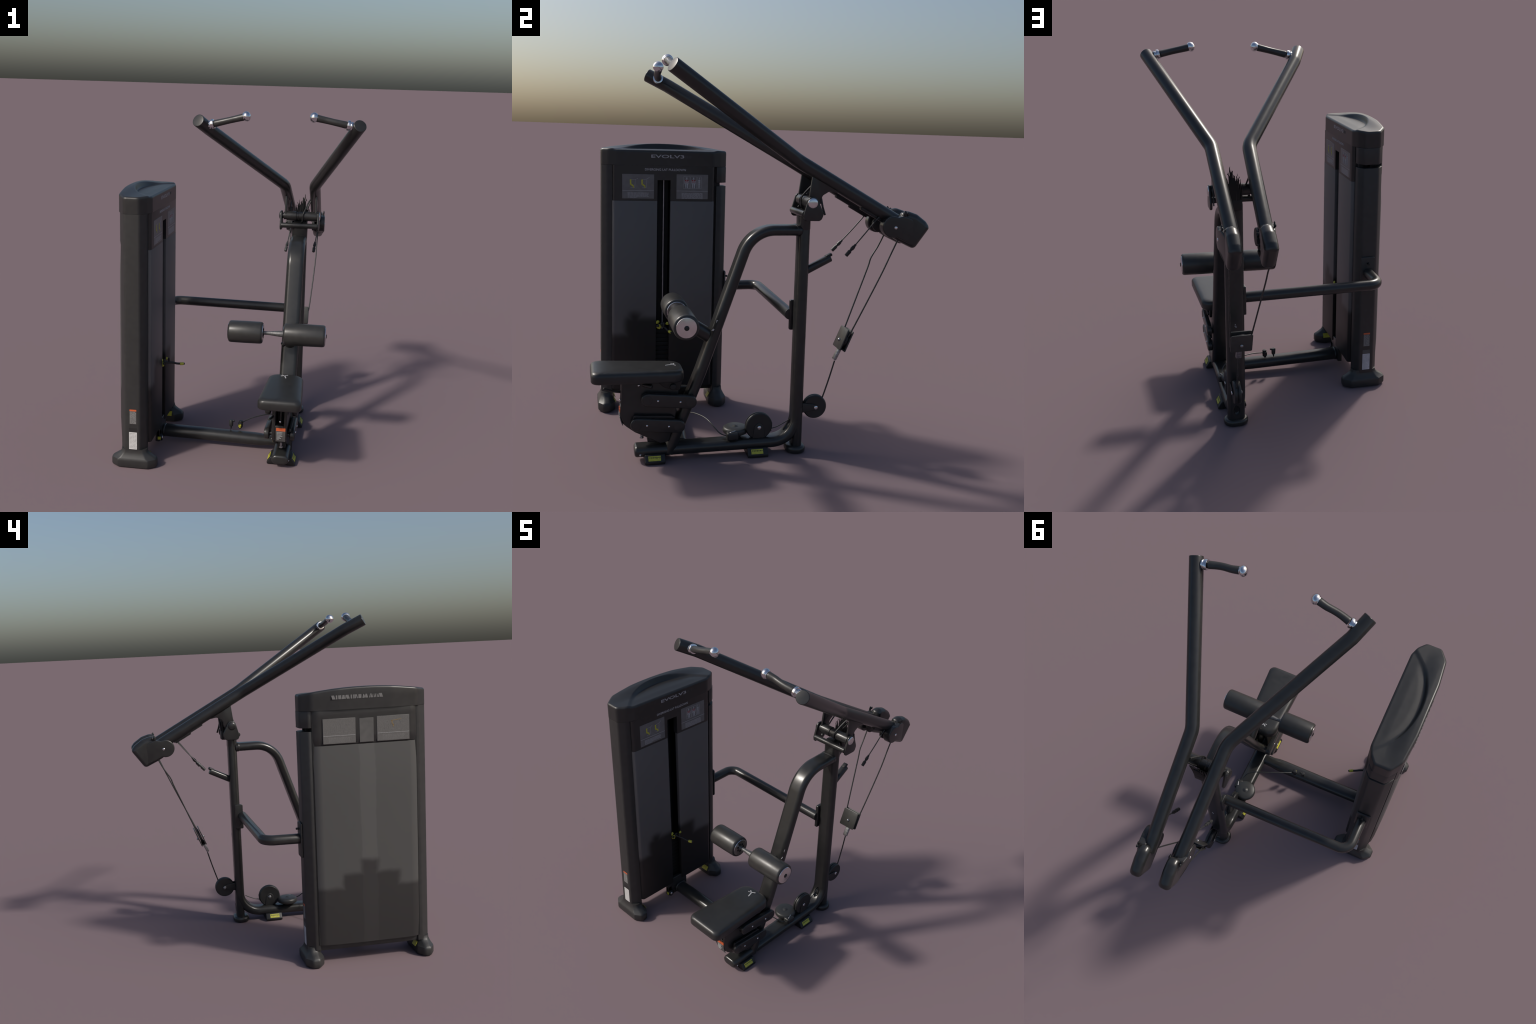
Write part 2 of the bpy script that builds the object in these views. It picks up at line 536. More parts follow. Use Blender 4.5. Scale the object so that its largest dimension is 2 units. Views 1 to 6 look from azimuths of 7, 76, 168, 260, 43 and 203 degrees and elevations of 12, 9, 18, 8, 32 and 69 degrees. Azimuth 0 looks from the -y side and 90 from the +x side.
# dark core with a channel for the weight stack
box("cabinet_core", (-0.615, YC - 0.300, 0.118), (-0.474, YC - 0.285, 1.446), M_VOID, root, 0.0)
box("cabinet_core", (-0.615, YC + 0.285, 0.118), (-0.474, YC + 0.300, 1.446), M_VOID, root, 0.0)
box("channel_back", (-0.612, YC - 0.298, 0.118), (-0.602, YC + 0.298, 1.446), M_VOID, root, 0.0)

# front fascia: inverted U
u_poly = [(YC - 0.300, 1.246), (-0.4575, 1.246), (-0.4575, 1.366), (-0.3825, 1.366), (-0.3825, 1.246),
          (YC + 0.287, 1.246), (YC + 0.287, 1.4472), (YC - 0.300, 1.4472)]
def chamfer_outer(bm, w):
    """round the upright front edges at the outer sides of the cabinet face"""
    ed = [e for e in bm.edges if all(v.co.x > -0.450 and abs(v.co.y - YC) > 0.27 for v in e.verts)
          and abs(e.verts[0].co.y - e.verts[1].co.y) < 1e-4]
    bmesh.ops.bevel(bm, geom=ed, offset=w, offset_type="OFFSET", segments=4, profile=0.5, affect="EDGES")
bmx = bmesh.new()
prism_bm(bmx, u_poly, AX["x"], -0.480, -0.4472)
bmesh.ops.recalc_face_normals(bmx, faces=bmx.faces)
chamfer_outer(bmx, 0.018)
fascia = finish("front_fascia", bmx, M_CAP, root, 40)
for s0, s1 in ((YC - 0.3015, -0.458), (-0.382, YC + 0.2875)):
    lo_z = 0.128
    poly = [(s0, lo_z), (s1, lo_z), (s1, 1.2455), (s0, 1.2455)]
    bmx = bmesh.new()
    prism_bm(bmx, poly, AX["x"], -0.470, -0.4468)
    bmesh.ops.recalc_face_normals(bmx, faces=bmx.faces)
    chamfer_outer(bmx, 0.018)
    bevel_bm(bmx, 0.0015, 2)
    finish("front_screen", bmx, M_SCREEN_F, root, 40, recenter=False)

# rear fascia and rear screen, slightly bowed
def bowed_panel(name, y0, y1, z0, z1, x_edge, x_mid, thick, mat, rec):
    bm = bmesh.new()
    n = 28; outer = []; inner = []
    for zi in range(9):
        z = z0 + (z1 - z0) * zi / 8
        ro, ri = [], []
        for k in range(n + 1):
            f = k / n
            y = y0 + (y1 - y0) * f
            e = min(f, 1 - f) * abs(y1 - y0)
            bow = x_edge + (x_mid - x_edge) * (1 - (2 * f - 1) ** 2)
            edge = 0.012 * (1 - min(1.0, e / 0.016)) ** 2
            tb = 0.006 * (1 if zi in (0, 8) else 0)
            ro.append(bm.verts.new((bow + edge + tb, y, z)))
            ri.append(bm.verts.new((bow + thick, y, z)))
        outer.append(ro); inner.append(ri)
    for g, fl in ((outer, 0), (inner, 1)):
        for a, b in zip(g, g[1:]):
            for k in range(n):
                bm.faces.new((a[k], a[k + 1], b[k + 1], b[k]))
    for k in range(n):
        bm.faces.new((outer[0][k], outer[0][k + 1], inner[0][k + 1], inner[0][k]))
        bm.faces.new((outer[-1][k], outer[-1][k + 1], inner[-1][k + 1], inner[-1][k]))
    for zi in range(8):
        bm.faces.new((outer[zi][0], outer[zi + 1][0], inner[zi + 1][0], inner[zi][0]))
        bm.faces.new((outer[zi][-1], outer[zi + 1][-1], inner[zi + 1][-1], inner[zi][-1]))
    return finish(name, bm, mat, root, 40, recenter=rec)

rear_screen = bowed_panel("rear_screen", -0.707, -0.116, 0.117, 1.254, -0.6290, -0.6365, 0.02, M_SCREEN_B, False)
rear_fascia = bowed_panel("rear_fascia", -0.710, -0.113, 1.2565, 1.470, -0.6260, -0.6320, 0.02, M_CAP, True)

# cross rail at the bottom, bracket for the floor tube
box("cabinet_sill", (-0.603, -0.720, 0.080), (-0.522, -0.104, 0.126), M_CAB, root, 0.006)
br_poly = round_poly([(-0.500, 0.030), (-0.338, 0.030), (-0.338, 0.120), (-0.378, 0.160), (-0.452, 0.160), (-0.500, 0.125)],
                     [0.012, 0.012, 0.012, 0.01, 0.01, 0.012], 5)
bracket = prism("floor_bracket", br_poly, "x", -0.478, -0.452, M_FRAME, root, 0.004)

# guide rods and the weight plates inside the channel
box("selector_bar", (-0.530, -0.4500, 0.47), (-0.520, -0.3860, 1.44), M_VOID, root, 0.002)
cyl("guide_rod", (-0.507, -0.4155, 0.47), (-0.507, -0.4155, 1.40), 0.0060, M_ROD, root, 0.0, 20)
for k in range(13):
    z = 0.135 + 0.026 * k
    box("weight_plate", (-0.595, -0.590, z), (-0.494, -0.245, z + 0.0250), M_VOID, root, 0.0025, 2)
# selector pin: dark lever with yellow grip and yellow wraps
pin = sweep("selector_pin", smooth_path([(-0.500, -0.428, 0.512), (-0.452, -0.427, 0.511), (-0.425, -0.420, 0.507), (-0.395, -0.408, 0.504),
                                         (-0.372, -0.398, 0.496), (-0.330, -0.379, 0.491)], 5), circle(0.0065, 14), M_BLACK, root, cap=0.003)
cyl("pin_grip", (-0.357, -0.3925, 0.4935), (-0.336, -0.3815, 0.4915), 0.0085, M_YELLOW, pin, 0.003, 16)
cyl("pin_post", (-0.415, -0.416, 0.506), (-0.418, -0.418, 0.533), 0.006, M_BLACK, pin, 0.003, 14)
rng = random.Random(3)
for k, (dy, dz, r) in enumerate(((-0.022, 0.016, 0.011), (-0.012, -0.012, 0.013), (0.006, 0.004, 0.011), (-0.02, -0.004, 0.009), (0.034, 0.010, 0.009))):
    bmk = bmesh.new()
    bmesh.ops.create_icosphere(bmk, subdivisions=2, radius=r)
    for v in bmk.verts:
        v.co *= 1 + rng.uniform(-0.25, 0.25)
        v.co.x *= 0.6
        v.co += V((-0.452 + 0.004 * k, -0.428 + dy, 0.511 + dz))
    finish("pin_wrap", bmk, M_YELLOW if k in (0, 1, 4) else M_BLACK, pin, 60)

# clamp knob below the bracket
kb = cyl("clamp_knob", (-0.470, -0.482, 0.055), (-0.438, -0.482, 0.055), 0.020, M_BLACK, root, 0.004, 20)
bolt("clamp_bolt", (-0.4375, -0.482, 0.055), (1, 0, 0), 0.010, M_ALU, kb)
box("clamp_stripe", (-0.462, -0.5045, 0.048), (-0.444, -0.5000, 0.066), M_YELLOW, kb, 0.001)
box("clamp_block", (-0.470, -0.500, 0.060), (-0.452, -0.466, 0.105), M_BLACK, kb, 0.004)

# floor-level yellow tags on the feet
def slant_tag(name, centre, u, v, w, h, parent):
    u, v = V(u).normalized(), V(v).normalized()
    n = u.cross(v).normalized()
    decals(name, [rect(-w / 2, -h / 2, w / 2, h / 2)], (u, v, n), V(centre), 0.0015, M_YELLOW, parent)
slant_tag("foot_tag", (-0.478, -0.6955, 0.055), (-1, 0, 0), (0, -0.47, 0.88), 0.05, 0.030, f1)
slant_tag("foot_tag", (-0.490, -0.1345, 0.055), (1, 0, 0), (0, 0.50, 0.86), 0.05, 0.030, f2)
slant_tag("foot_tag", (-0.572, -0.6955, 0.055), (-1, 0, 0), (0, -0.47, 0.88), 0.05, 0.030, f1)

# ------------------------------------------------------------------ lettering, placards, stickers
lettering("title_lettering", "EVOLV3", FX, (-0.4465, -0.4005, 1.5015), 0.189, 0.0185, 0.0006, M_LETTER, cap)
decals("title_ghost", [rect(-0.300 + 0.0095 * k, 1.493, -0.2935 + 0.0095 * k, 1.509) for k in range(4)], FX, (-0.4472, 0, 0), 0.0007,
       coat_mat("lettering_faint", (0.035, 0.035, 0.036), 0.5), cap)
lettering("name_lettering", "DIVERGING LAT PULLDOWN", FX, (-0.4467, -0.4125, 1.426), 0.235, 0.0135, 0.0006, M_LETTER, fascia)

# rear mark: a run of uneven upright bars
bars = []
rng = random.Random(11)
u = -0.2255
while u > -0.503:
    w = rng.choice((0.006, 0.009, 0.013, 0.017))
    sl = rng.choice((0, 0, 0.006, -0.006))
    z0, z1 = 1.5055, 1.5265
    bars.append([(-u, z0), (-u + w, z0), (-u + w + sl, z1), (-u + sl, z1)])
    u -= w + rng.choice((0.0012, 0.0025, 0.005))
decals("rear_mark", bars, BX, (-0.6402, 0, 0), 0.0018, coat_mat("rear_mark_grey", (0.14, 0.138, 0.135), 0.5, var=0.3, scale=300), cap)

# front placards
def text_lines(u0, u1, z_top, n, pitch, h, seed, short_last=True):
    r = random.Random(seed); out = []
    for k in range(n):
        e = u1 if not (short_last and k == n - 1) else u0 + (u1 - u0) * 0.45
        z = z_top - pitch * k
        a = u0
        while a < e - 0.004:
            w = min(r.uniform(0.006, 0.02), e - a)
            out.append(rect(a, z - h, a + w, z)); a += w + 0.002
    return out

pl = prism("placard", rect(-0.658, 1.2585, -0.4775, 1.398), "x", -0.4490, -0.4462, M_PLAC, fascia, 0.0008, 1)
pr = prism("placard", rect(-0.3485, 1.2585, -0.1645, 1.401), "x", -0.4490, -0.4462, M_PLAC, fascia, 0.0008, 1)
XF = -0.4463
decals("placard_rule", [rect(-0.657, 1.3035, -0.4785, 1.3055)], FX, (XF, 0, 0), 0.0008, M_INK, pl)
decals("placard_rule", [rect(-0.3475, 1.304, -0.1655, 1.306)], FX, (XF, 0, 0), 0.0008, M_INK, pr)
decals("placard_text", text_lines(-0.627, -0.508, 1.292, 5, 0.0062, 0.0025, 5), FX, (XF, 0, 0), 0.0006, M_INK, pl)
decals("placard_text", text_lines(-0.318, -0.195, 1.293, 6, 0.0060, 0.0026, 6, False), FX, (XF, 0, 0), 0.0006, M_INK, pr)
for k, dx in enumerate((-0.615, -0.550)):
    z0 = 1.318
    up = 0.004 * k
    fig = [round_poly(rect(dx, z0 + 0.020, dx + 0.0085, z0 + 0.050), 0.003, 3),
           [(dx, z0 + 0.020), (dx + 0.020, z0 + 0.008), (dx + 0.023, z0 + 0.015), (dx + 0.0085, z0 + 0.026)],
           [(dx + 0.016, z0 + 0.011), (dx + 0.019, z0 + 0.001), (dx + 0.024, z0 + 0.003), (dx + 0.023, z0 + 0.014)]]
    decals("seated_figure", fig, FX, (XF, 0, 0), 0.0009, M_YELLOW, pl)
    lines = stroke([(dx + 0.004, z0 + 0.048), (dx + 0.034, z0 + 0.050 + up), (dx + 0.046, z0 + 0.056 + up * 2)], 0.0016)
    lines += stroke([(dx + 0.031, z0 + 0.050), (dx + 0.028, z0 + 0.004)], 0.0014)
    lines += stroke([(dx + 0.004, z0 + 0.002), (dx + 0.028, z0 + 0.003)], 0.0014)
    decals("machine_sketch", lines, FX, (XF, 0, 0), 0.0007, M_INK, pl)
for (u0, u1, hw) in ((-0.308, -0.271, 0.010), (-0.268, -0.231, 0.010), (-0.228, -0.205, 0.0055)):
    z0, z1 = 1.319, 1.388
    fr = stroke([(u0, z0), (u1, z0), (u1, z1), (u0, z1), (u0, z0)], 0.0012)
    decals("body_frame", fr, FX, (XF, 0, 0), 0.0007, M_INK, pr)
    c = (u0 + u1) / 2
    body = [[(c - hw * 0.35, 1.373), (c + hw * 0.35, 1.373), (c + hw * 0.35, 1.384), (c - hw * 0.35, 1.384)],
            [(c - hw * 0.8, 1.350), (c + hw * 0.8, 1.350), (c + hw * 1.1, 1.371), (c - hw * 1.1, 1.371)],
            [(c - hw * 0.9, 1.349), (c - hw * 0.1, 1.349), (c - hw * 0.25, 1.322), (c - hw * 0.75, 1.322)],
            [(c + hw * 0.1, 1.349), (c + hw * 0.9, 1.349), (c + hw * 0.75, 1.322), (c + hw * 0.25, 1.322)]]
    if hw > 0.008:
        body += [[(c - hw * 1.35, 1.345), (c - hw * 1.1, 1.345), (c - hw * 1.05, 1.368), (c - hw * 1.3, 1.366)],
                 [(c + hw * 1.1, 1.345), (c + hw * 1.35, 1.345), (c + hw * 1.3, 1.366), (c + hw * 1.05, 1.368)]]
    decals("body_chart", body, FX, (XF, 0, 0), 0.0007, M_FIG, pr)
    if hw > 0.008:
        decals("muscle_mark", [rect(c - hw * 1.05, 1.3625, c - hw * 0.15, 1.370), rect(c + hw * 0.15, 1.3625, c + hw * 1.05, 1.370),
                               rect(c - hw, 1.356, c + hw, 1.3595)],
               FX, (XF + 0.0004, 0, 0), 0.0008, M_RED, pr)

# rear placards: three pale windows
XB = -0.6322
for (a, b, kind_) in ((0.169, 0.354, 0), (0.476, 0.663, 1), (0.376, 0.457, 2)):
    pz = prism("rear_placard", rect(a, 1.263, b, 1.401 if kind_ < 2 else 1.395), None, -0.006, 0.0015,
               M_PLACB if kind_ < 2 else coat_mat("rear_window_grey", (0.082, 0.080, 0.077), 0.5), rear_fascia, 0.001, 1, frame=BX, origin=(XB, 0, 0))
    if kind_ == 2: continue
    o = (XB - 0.0014, 0, 0)
    ink = coat_mat("rear_print", (0.15, 0.147, 0.143), 0.5)
    decals("placard_rule", [rect(a + 0.002, 1.3062, b - 0.002, 1.3082)], BX, o, 0.0012, M_PRINT, pz)
    decals("placard_text", text_lines(a + 0.03, b - 0.03, 1.2955, 5, 0.0056, 0.0024, 21 + kind_, False), BX, o, 0.0006, ink, pz)
    sk = []
    for q in range(3):
        c = a + 0.058 + 0.035 * q
        sk += stroke([(c - 0.012, 1.325), (c - 0.013, 1.355), (c - 0.004, 1.375), (c + 0.006, 1.370), (c + 0.012, 1.352), (c + 0.010, 1.325), (c - 0.012, 1.325)], 0.0012)
    decals("placard_sketch", sk, BX, o, 0.0006, ink, pz)
    if kind_ == 1:
        c = a + 0.085
        decals("seated_figure", stroke([(c, 1.375), (c + 0.004, 1.352), (c + 0.012, 1.350), (c + 0.008, 1.338)], 0.005)
               + stroke([(c, 1.372), (c + 0.055, 1.379)], 0.003), BX, o, 0.0009, M_OCHRE, pz)

# column stickers: orange-headed notice above a white serial plate
def column_stickers(frame, y, u_sign, u_centre, parent, white_mat):
    o = (0, y, 0)
    uc = u_centre * u_sign
    w = 0.0195
    decals("notice_sticker", [rect(uc - w, 0.260, uc + w, 0.336)], frame, o, 0.0010, M_GREYST, parent)
    decals("notice_header", [rect(uc - w, 0.3365, uc + w, 0.346)], frame, o, 0.0012, M_ORANGE, parent)
    decals("notice_print", text_lines(uc - w + 0.002, uc + w - 0.002, 0.333, 11, 0.0066, 0.0036, 31, False), frame, o, 0.0016, M_PRINTD, parent)
    decals("serial_header", [rect(uc - w - 0.003, 0.211, uc + w + 0.003, 0.236)], frame, o, 0.0010, M_GREYST if u_sign < 0 else M_FASC, parent)
    decals("serial_plate", [rect(uc - w - 0.003, 0.108, uc + w + 0.003, 0.2105)], frame, o, 0.0012, white_mat, parent)
    decals("serial_print", text_lines(uc - w, uc + w, 0.204, 12, 0.0078, 0.0035, 33, False), frame, o, 0.0016,
           coat_mat("serial_ink", (0.36, 0.355, 0.35), 0.5), parent)
column_stickers(FY, YC - 0.3622, 1, -0.534, cols[0], M_WHITE)
column_stickers(BY, YC + 0.3622, -1, -0.539, cols[1], coat_mat("serial_white", (0.50, 0.50, 0.54), 0.5))

# ================================================================== main frame
XR = 0.290            # centre plane of the exercise station
# rail + mast: one bent oval tube
rail_path = fillet_path([(0.2845, -0.640, 0.0500), (0.2895, 0.204, 0.0590), (0.2815, 0.207, 1.238)], [0.135], 16)
# lay extra stations along the long straights so the section stays even
frame_tube = sweep("mast_rail", rail_path, oval(0.100, 0.0570, 0.0275), M_FRAME, root, side=(1, 0, 0), cap=0.014)
stub = sweep("mast_foot_post", [(0.2915, 0.206, 0.018), (0.290, 0.206, 0.24)], oval(0.096, 0.053, 0.025), M_FRAME, root, side=(1, 0, 0), cap=0.002)
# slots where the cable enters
def ellipsoid_cutter(c, r, rot=None):
    bmc = bmesh.new()
    bmesh.ops.create_uvsphere(bmc, u_segments=24, v_segments=16, radius=1)
    mt = Matrix.Translation(V(c)) @ (rot or Matrix.Identity(4)) @ Matrix.Diagonal((*r, 1))
    bmc.transform(mt)
    return finish("cutter", bmc, M_VOID, None, recenter=False)
carve(stub, ellipsoid_cutter((0.291, 0.236, 0.090), (0.018, 0.018, 0.030)))
prism("slot_shadow_plug", [(0.277 + 0.014 + 0.015 * math.cos(t * math.pi / 8), 0.090 + 0.027 * math.sin(t * math.pi / 8)) for t in range(16)],  # black solids in both slots model the shadow inside the holes
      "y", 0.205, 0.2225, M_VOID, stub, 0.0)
carve(frame_tube, ellipsoid_cutter((0.291, 0.156, 0.139), (0.0175, 0.022, 0.036), Matrix.Rotation(math.radians(-30), 4, "X")))
lathe("mast_foot", (0.2915, 0.200, 0.0), (0, 0, 1), [(0.01, 0)], M_FRAME, None) if False else None
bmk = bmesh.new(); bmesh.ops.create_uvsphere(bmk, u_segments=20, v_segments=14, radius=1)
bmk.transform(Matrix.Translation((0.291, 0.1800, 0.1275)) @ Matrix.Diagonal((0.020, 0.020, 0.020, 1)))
finish("slot_shadow_plug", bmk, M_VOID, frame_tube, 60)
ft = []
bm = bmesh.new()
for z, d in ((0.0, 0.006), (0.003, 0.002), (0.009, 0.0), (0.022, 0.0), (0.029, 0.003), (0.033, 0.009), (0.035, 0.018)):
    pl_ = oval(0.134 - 2 * d, 0.104 - 2 * d, 0.05 - d, 8)
    ft.append([bm.verts.new((0.2925 + a, 0.201 + b, z)) for a, b in pl_])
for a, b in zip(ft, ft[1:]):
    for k in range(len(a)):
        bm.faces.new((a[k], a[(k + 1) % len(a)], b[(k + 1) % len(a)], b[k]))
bm.faces.new(ft[0]); bm.faces.new(ft[-1])
finish("mast_foot", bm, M_FRAME, stub, 40)

# front tube: from the mast forward, then raking down to the rail
ft_path = fillet_path([(0.281, 0.190, 1.174), (0.287, -0.066, 1.174), (0.2875, -0.310, 0.456), (0.2875, -0.469, 0.036)], [0.165, 0.8], 18)
front_tube = sweep("front_tube", ft_path, oval(0.103, 0.053, 0.0255), M_FRAME, root, side=(1, 0, 0), cap=0.003)
# weld fillet at the mast
sweep("weld_collar", [(0.281, 0.186, 1.174), (0.281, 0.158, 1.174)], oval(0.105, 0.058, 0.028), M_FRAME, front_tube, side=(1, 0, 0), cap=0.010)

# floor tube to the cabinet, with a neck at the rail
floor_tube = sweep("floor_tube", [(-0.4535, -0.397, 0.0655), (-0.20, -0.395, 0.062), (0.105, -0.396, 0.0560), (0.150, -0.396, 0.0550), (0.190, -0.396, 0.0545), (0.245, -0.396, 0.0540)],
                   oval(0.084, 0.070, 0.034), M_FRAME, root, side=(0, 1, 0), cap=0.002, scale=[1, 1, 1, 0.95, 0.80, 0.78])
sweep("tube_collar", [(-0.4515, -0.397, 0.0655), (-0.437, -0.397, 0.0655)], oval(0.090, 0.074, 0.036), M_FRAME, floor_tube, side=(0, 1, 0), cap=0.005)
for dx, dz in ((0.212, 0.084), (0.224, 0.080), (0.234, 0.078)):
    bmk = bmesh.new(); bmesh.ops.create_icosphere(bmk, subdivisions=2, radius=0.0035)
    for v in bmk.verts: v.co += V((dx, -0.424, dz - 0.0065))
    finish("weld_bead", bmk, M_STEEL, floor_tube)

# rear brace
brace = sweep("rear_brace", fillet_path([(0.238, 0.1670, 0.723), (-0.530, 0.163, 0.730), (-0.530, -0.049, 0.727)], [0.062], 14),
              circle(0.0290, 28), M_FRAME, root, cap=0.003)
mp = round_poly([(0.163, 0.640), (0.216, 0.640), (0.216, 0.800), (0.163, 0.800)], 0.008, 4)
prism("brace_plate", mp, "x", 0.224, 0.243, M_FRAME, brace, 0.004)
cp = round_poly([(-0.572, 0.622), (-0.488, 0.622), (-0.488, 0.822), (-0.572, 0.822)], 0.012, 4)
prism("brace_plate", cp, "y", -0.0495, -0.0385, M_CAB, brace, 0.004)
for z in (0.785,):
    cyl("brace_bolt", (-0.530, -0.040, z), (-0.530, -0.020, z), 0.006, M_BLACK, brace, 0.002, 14)
for z in (0.807, 0.793):
    pass

# rubber floor blocks under the rail with yellow tags
def floor_block(yc, half):
    prof = [(0.2055, 0.0), (0.3685, 0.0), (0.3685, 0.014), (0.348, 0.044), (0.226, 0.044), (0.2055, 0.014)]
    ob = prism("floor_block", round_poly(prof, [0.004, 0.004, 0.007, 0.006, 0.006, 0.007], 4), "y", yc - half, yc + half, M_BLACK, root, 0.005)
    for sgn in (1, -1):
        u = V((0, sgn, 0)); v = V((-sgn * 0.0205, 0, 0.030)).normalized(); n = u.cross(v)
        cx = 0.287 + sgn * 0.0719
        o = V((cx, yc - (0.002 if yc < -0.3 else 0.004), 0.0283)) + n * 0.0006
        decals("floor_tag", [rect(-0.031, -0.0125, 0.031, 0.0125)], (u, v, n), o, 0.0012, M_YELLOW, ob)
        rr = random.Random(int(yc * 100) + sgn)
        pr_ = []
        a = -0.027
        while a < 0.024:
            w = rr.uniform(0.003, 0.008)
            pr_.append(rect(a, 0.001 + rr.uniform(-0.002, 0.001), a + w, 0.0075)); a += w + 0.0022
        decals("tag_print", pr_, (u, v, n), o + n * 0.0006, 0.0010, M_YELLOWD, ob)
    return ob
floor_block(-0.541, 0.051)
floor_block(-0.012, 0.054)
bolt("rail_bolt", (0.3325, -0.612, 0.040), (1, 0, 0), 0.0055, M_ALU, frame_tube)
bolt("rail_bolt", (0.2365, -0.600, 0.040), (-1, 0, 0), 0.0055, M_ALU, frame_tube)

# ================================================================== seat
seat_half_r = [(0.387, -0.855), (0.402, -0.70), (0.384, -0.412)]
seat_poly = round_poly([(0.168, -0.855), (0.408, -0.855), (0.386, -0.401), (0.187, -0.401)], [0.035, 0.035, 0.058, 0.058], 9)
def cushion():
    bm = bmesh.new(); rings = []
    P = [V(p) for p in seat_poly]
    c = V((0.288, -0.64))
    prof = [(0.0, 0.012), (0.002, 0.004), (0.009, 0.0), (0.036, 0.0), (0.046, 0.0015), (0.053, 0.0055), (0.058, 0.012), (0.0605, 0.020), (0.0615, 0.030), (0.062, 0.05)]
    for h, d in prof:
        row = []
        for p in P:
            q = p.copy()
            q.x += -math.copysign(min(d, abs(p.x - c.x) * 0.9), p.x - c.x) * min(1, abs(p.x - c.x) / 0.05)
            q.y += -math.copysign(min(d, abs(p.y - c.y) * 0.9), p.y - c.y) * min(1, abs(p.y - c.y) / 0.12)
            tilt = 0.006 * (-(q.y - c.y)) / 0.22        # front edge a little higher
            row.append(bm.verts.new((q.x, q.y, 0.4310 + h * 1.0 + tilt)))
        rings.append(row)
    m = len(P)
    for a, b in zip(rings, rings[1:]):
        for k in range(m):
            bm.faces.new((a[k], a[(k + 1) % m], b[(k + 1) % m], b[k]))
    bm.faces.new(rings[0]); bm.faces.new(rings[-1])
    return finish("seat", bm, M_SEAT, root, 45)
seat = cushion()
# worn white mark at the rear of the cushion
FZ = (V((1, 0, 0)), V((0, 1, 0)), V((0, 0, 1)))
decals("seat_mark", stroke([(0.2885, -0.487), (0.2805, -0.455), (0.262, -0.441)], 0.006) + stroke([(0.276, -0.451), (0.297, -0.437)], 0.005)
       + [[(0.258, -0.452), (0.268, -0.455), (0.266, -0.459), (0.256, -0.456)]], FZ, (0, 0, 0.4887), 0.0012, M_SCUFF, seat)

# seat carriage: two cheek plates with a web, and parallel links either side
cheek = round_poly([(-0.703, 0.434), (-0.712, 0.250), (-0.690, 0.196), (-0.640, 0.158), (-0.511, 0.092), (-0.468, 0.100), (-0.440, 0.20), (-0.412, 0.434)],
                   [0.01, 0.05, 0.05, 0.04, 0.015, 0.015, 0.1, 0.01], 6)
carriage = prism("seat_carriage", cheek, "x", 0.3055, 0.323, M_FRAME, root, 0.005)
prism("carriage_cheek", cheek, "x", 0.2385, 0.259, M_FRAME, carriage, 0.005)
web = round_poly([(-0.711, 0.292), (-0.714, 0.250), (-0.700, 0.200), (-0.66, 0.170), (-0.60, 0.150), (-0.60, 0.20), (-0.66, 0.29)], [0.004, 0.05, 0.05, 0.03, 0.005, 0.03, 0.03], 5)
prism("carriage_web", web, "x", 0.258, 0.3065, M_FRAME, carriage, 0.003)
box("carriage_slide", (0.268, -0.66, 0.20), (0.303, -0.50, 0.43), M_VOID, carriage, 0.004)
cyl("gas_spring", (0.2855, -0.676, 0.292), (0.2855, -0.668, 0.425), 0.008, M_FRAME, carriage, 0.002, 16)
box("seat_mount", (0.225, -0.76, 0.421), (0.350, -0.45, 0.4365), M_BLACK, carriage, 0.004)
bolt("mount_bolt", (0.3295, -0.622, 0.404), (1, 0, 0), 0.006, M_ALU, carriage)
bolt("carriage_bolt", (0.2855, -0.7115, 0.318), (0, -1, 0), 0.006, M_ALU, carriage)
# crossbars below the cushion
cyl("seat_crossbar", (0.205, -0.742, 0.418), (0.245, -0.742, 0.418), 0.014, M_BLACK, carriage, 0.004, 20)
cyl("seat_crossbar", (0.325, -0.600, 0.404), (0.362, -0.560, 0.404), 0.010, M_FRAME, carriage, 0.003, 18)
sweep("release_lever", smooth_path([(0.245, -0.700, 0.345), (0.238, -0.745, 0.350), (0.230, -0.790, 0.362)], 5), circle(0.0065, 14), M_BLACK, carriage, cap=0.004)
prism("seat_gusset", round_poly([(-0.545, 0.436), (-0.500, 0.392), (-0.420, 0.372), (-0.405, 0.436)], 0.01, 4), "x", 0.329, 0.345, M_BLACK, carriage, 0.003)
cyl("seat_pivot", (0.325, -0.455, 0.395), (0.356, -0.455, 0.395), 0.016, M_BLACK, carriage, 0.004, 20)
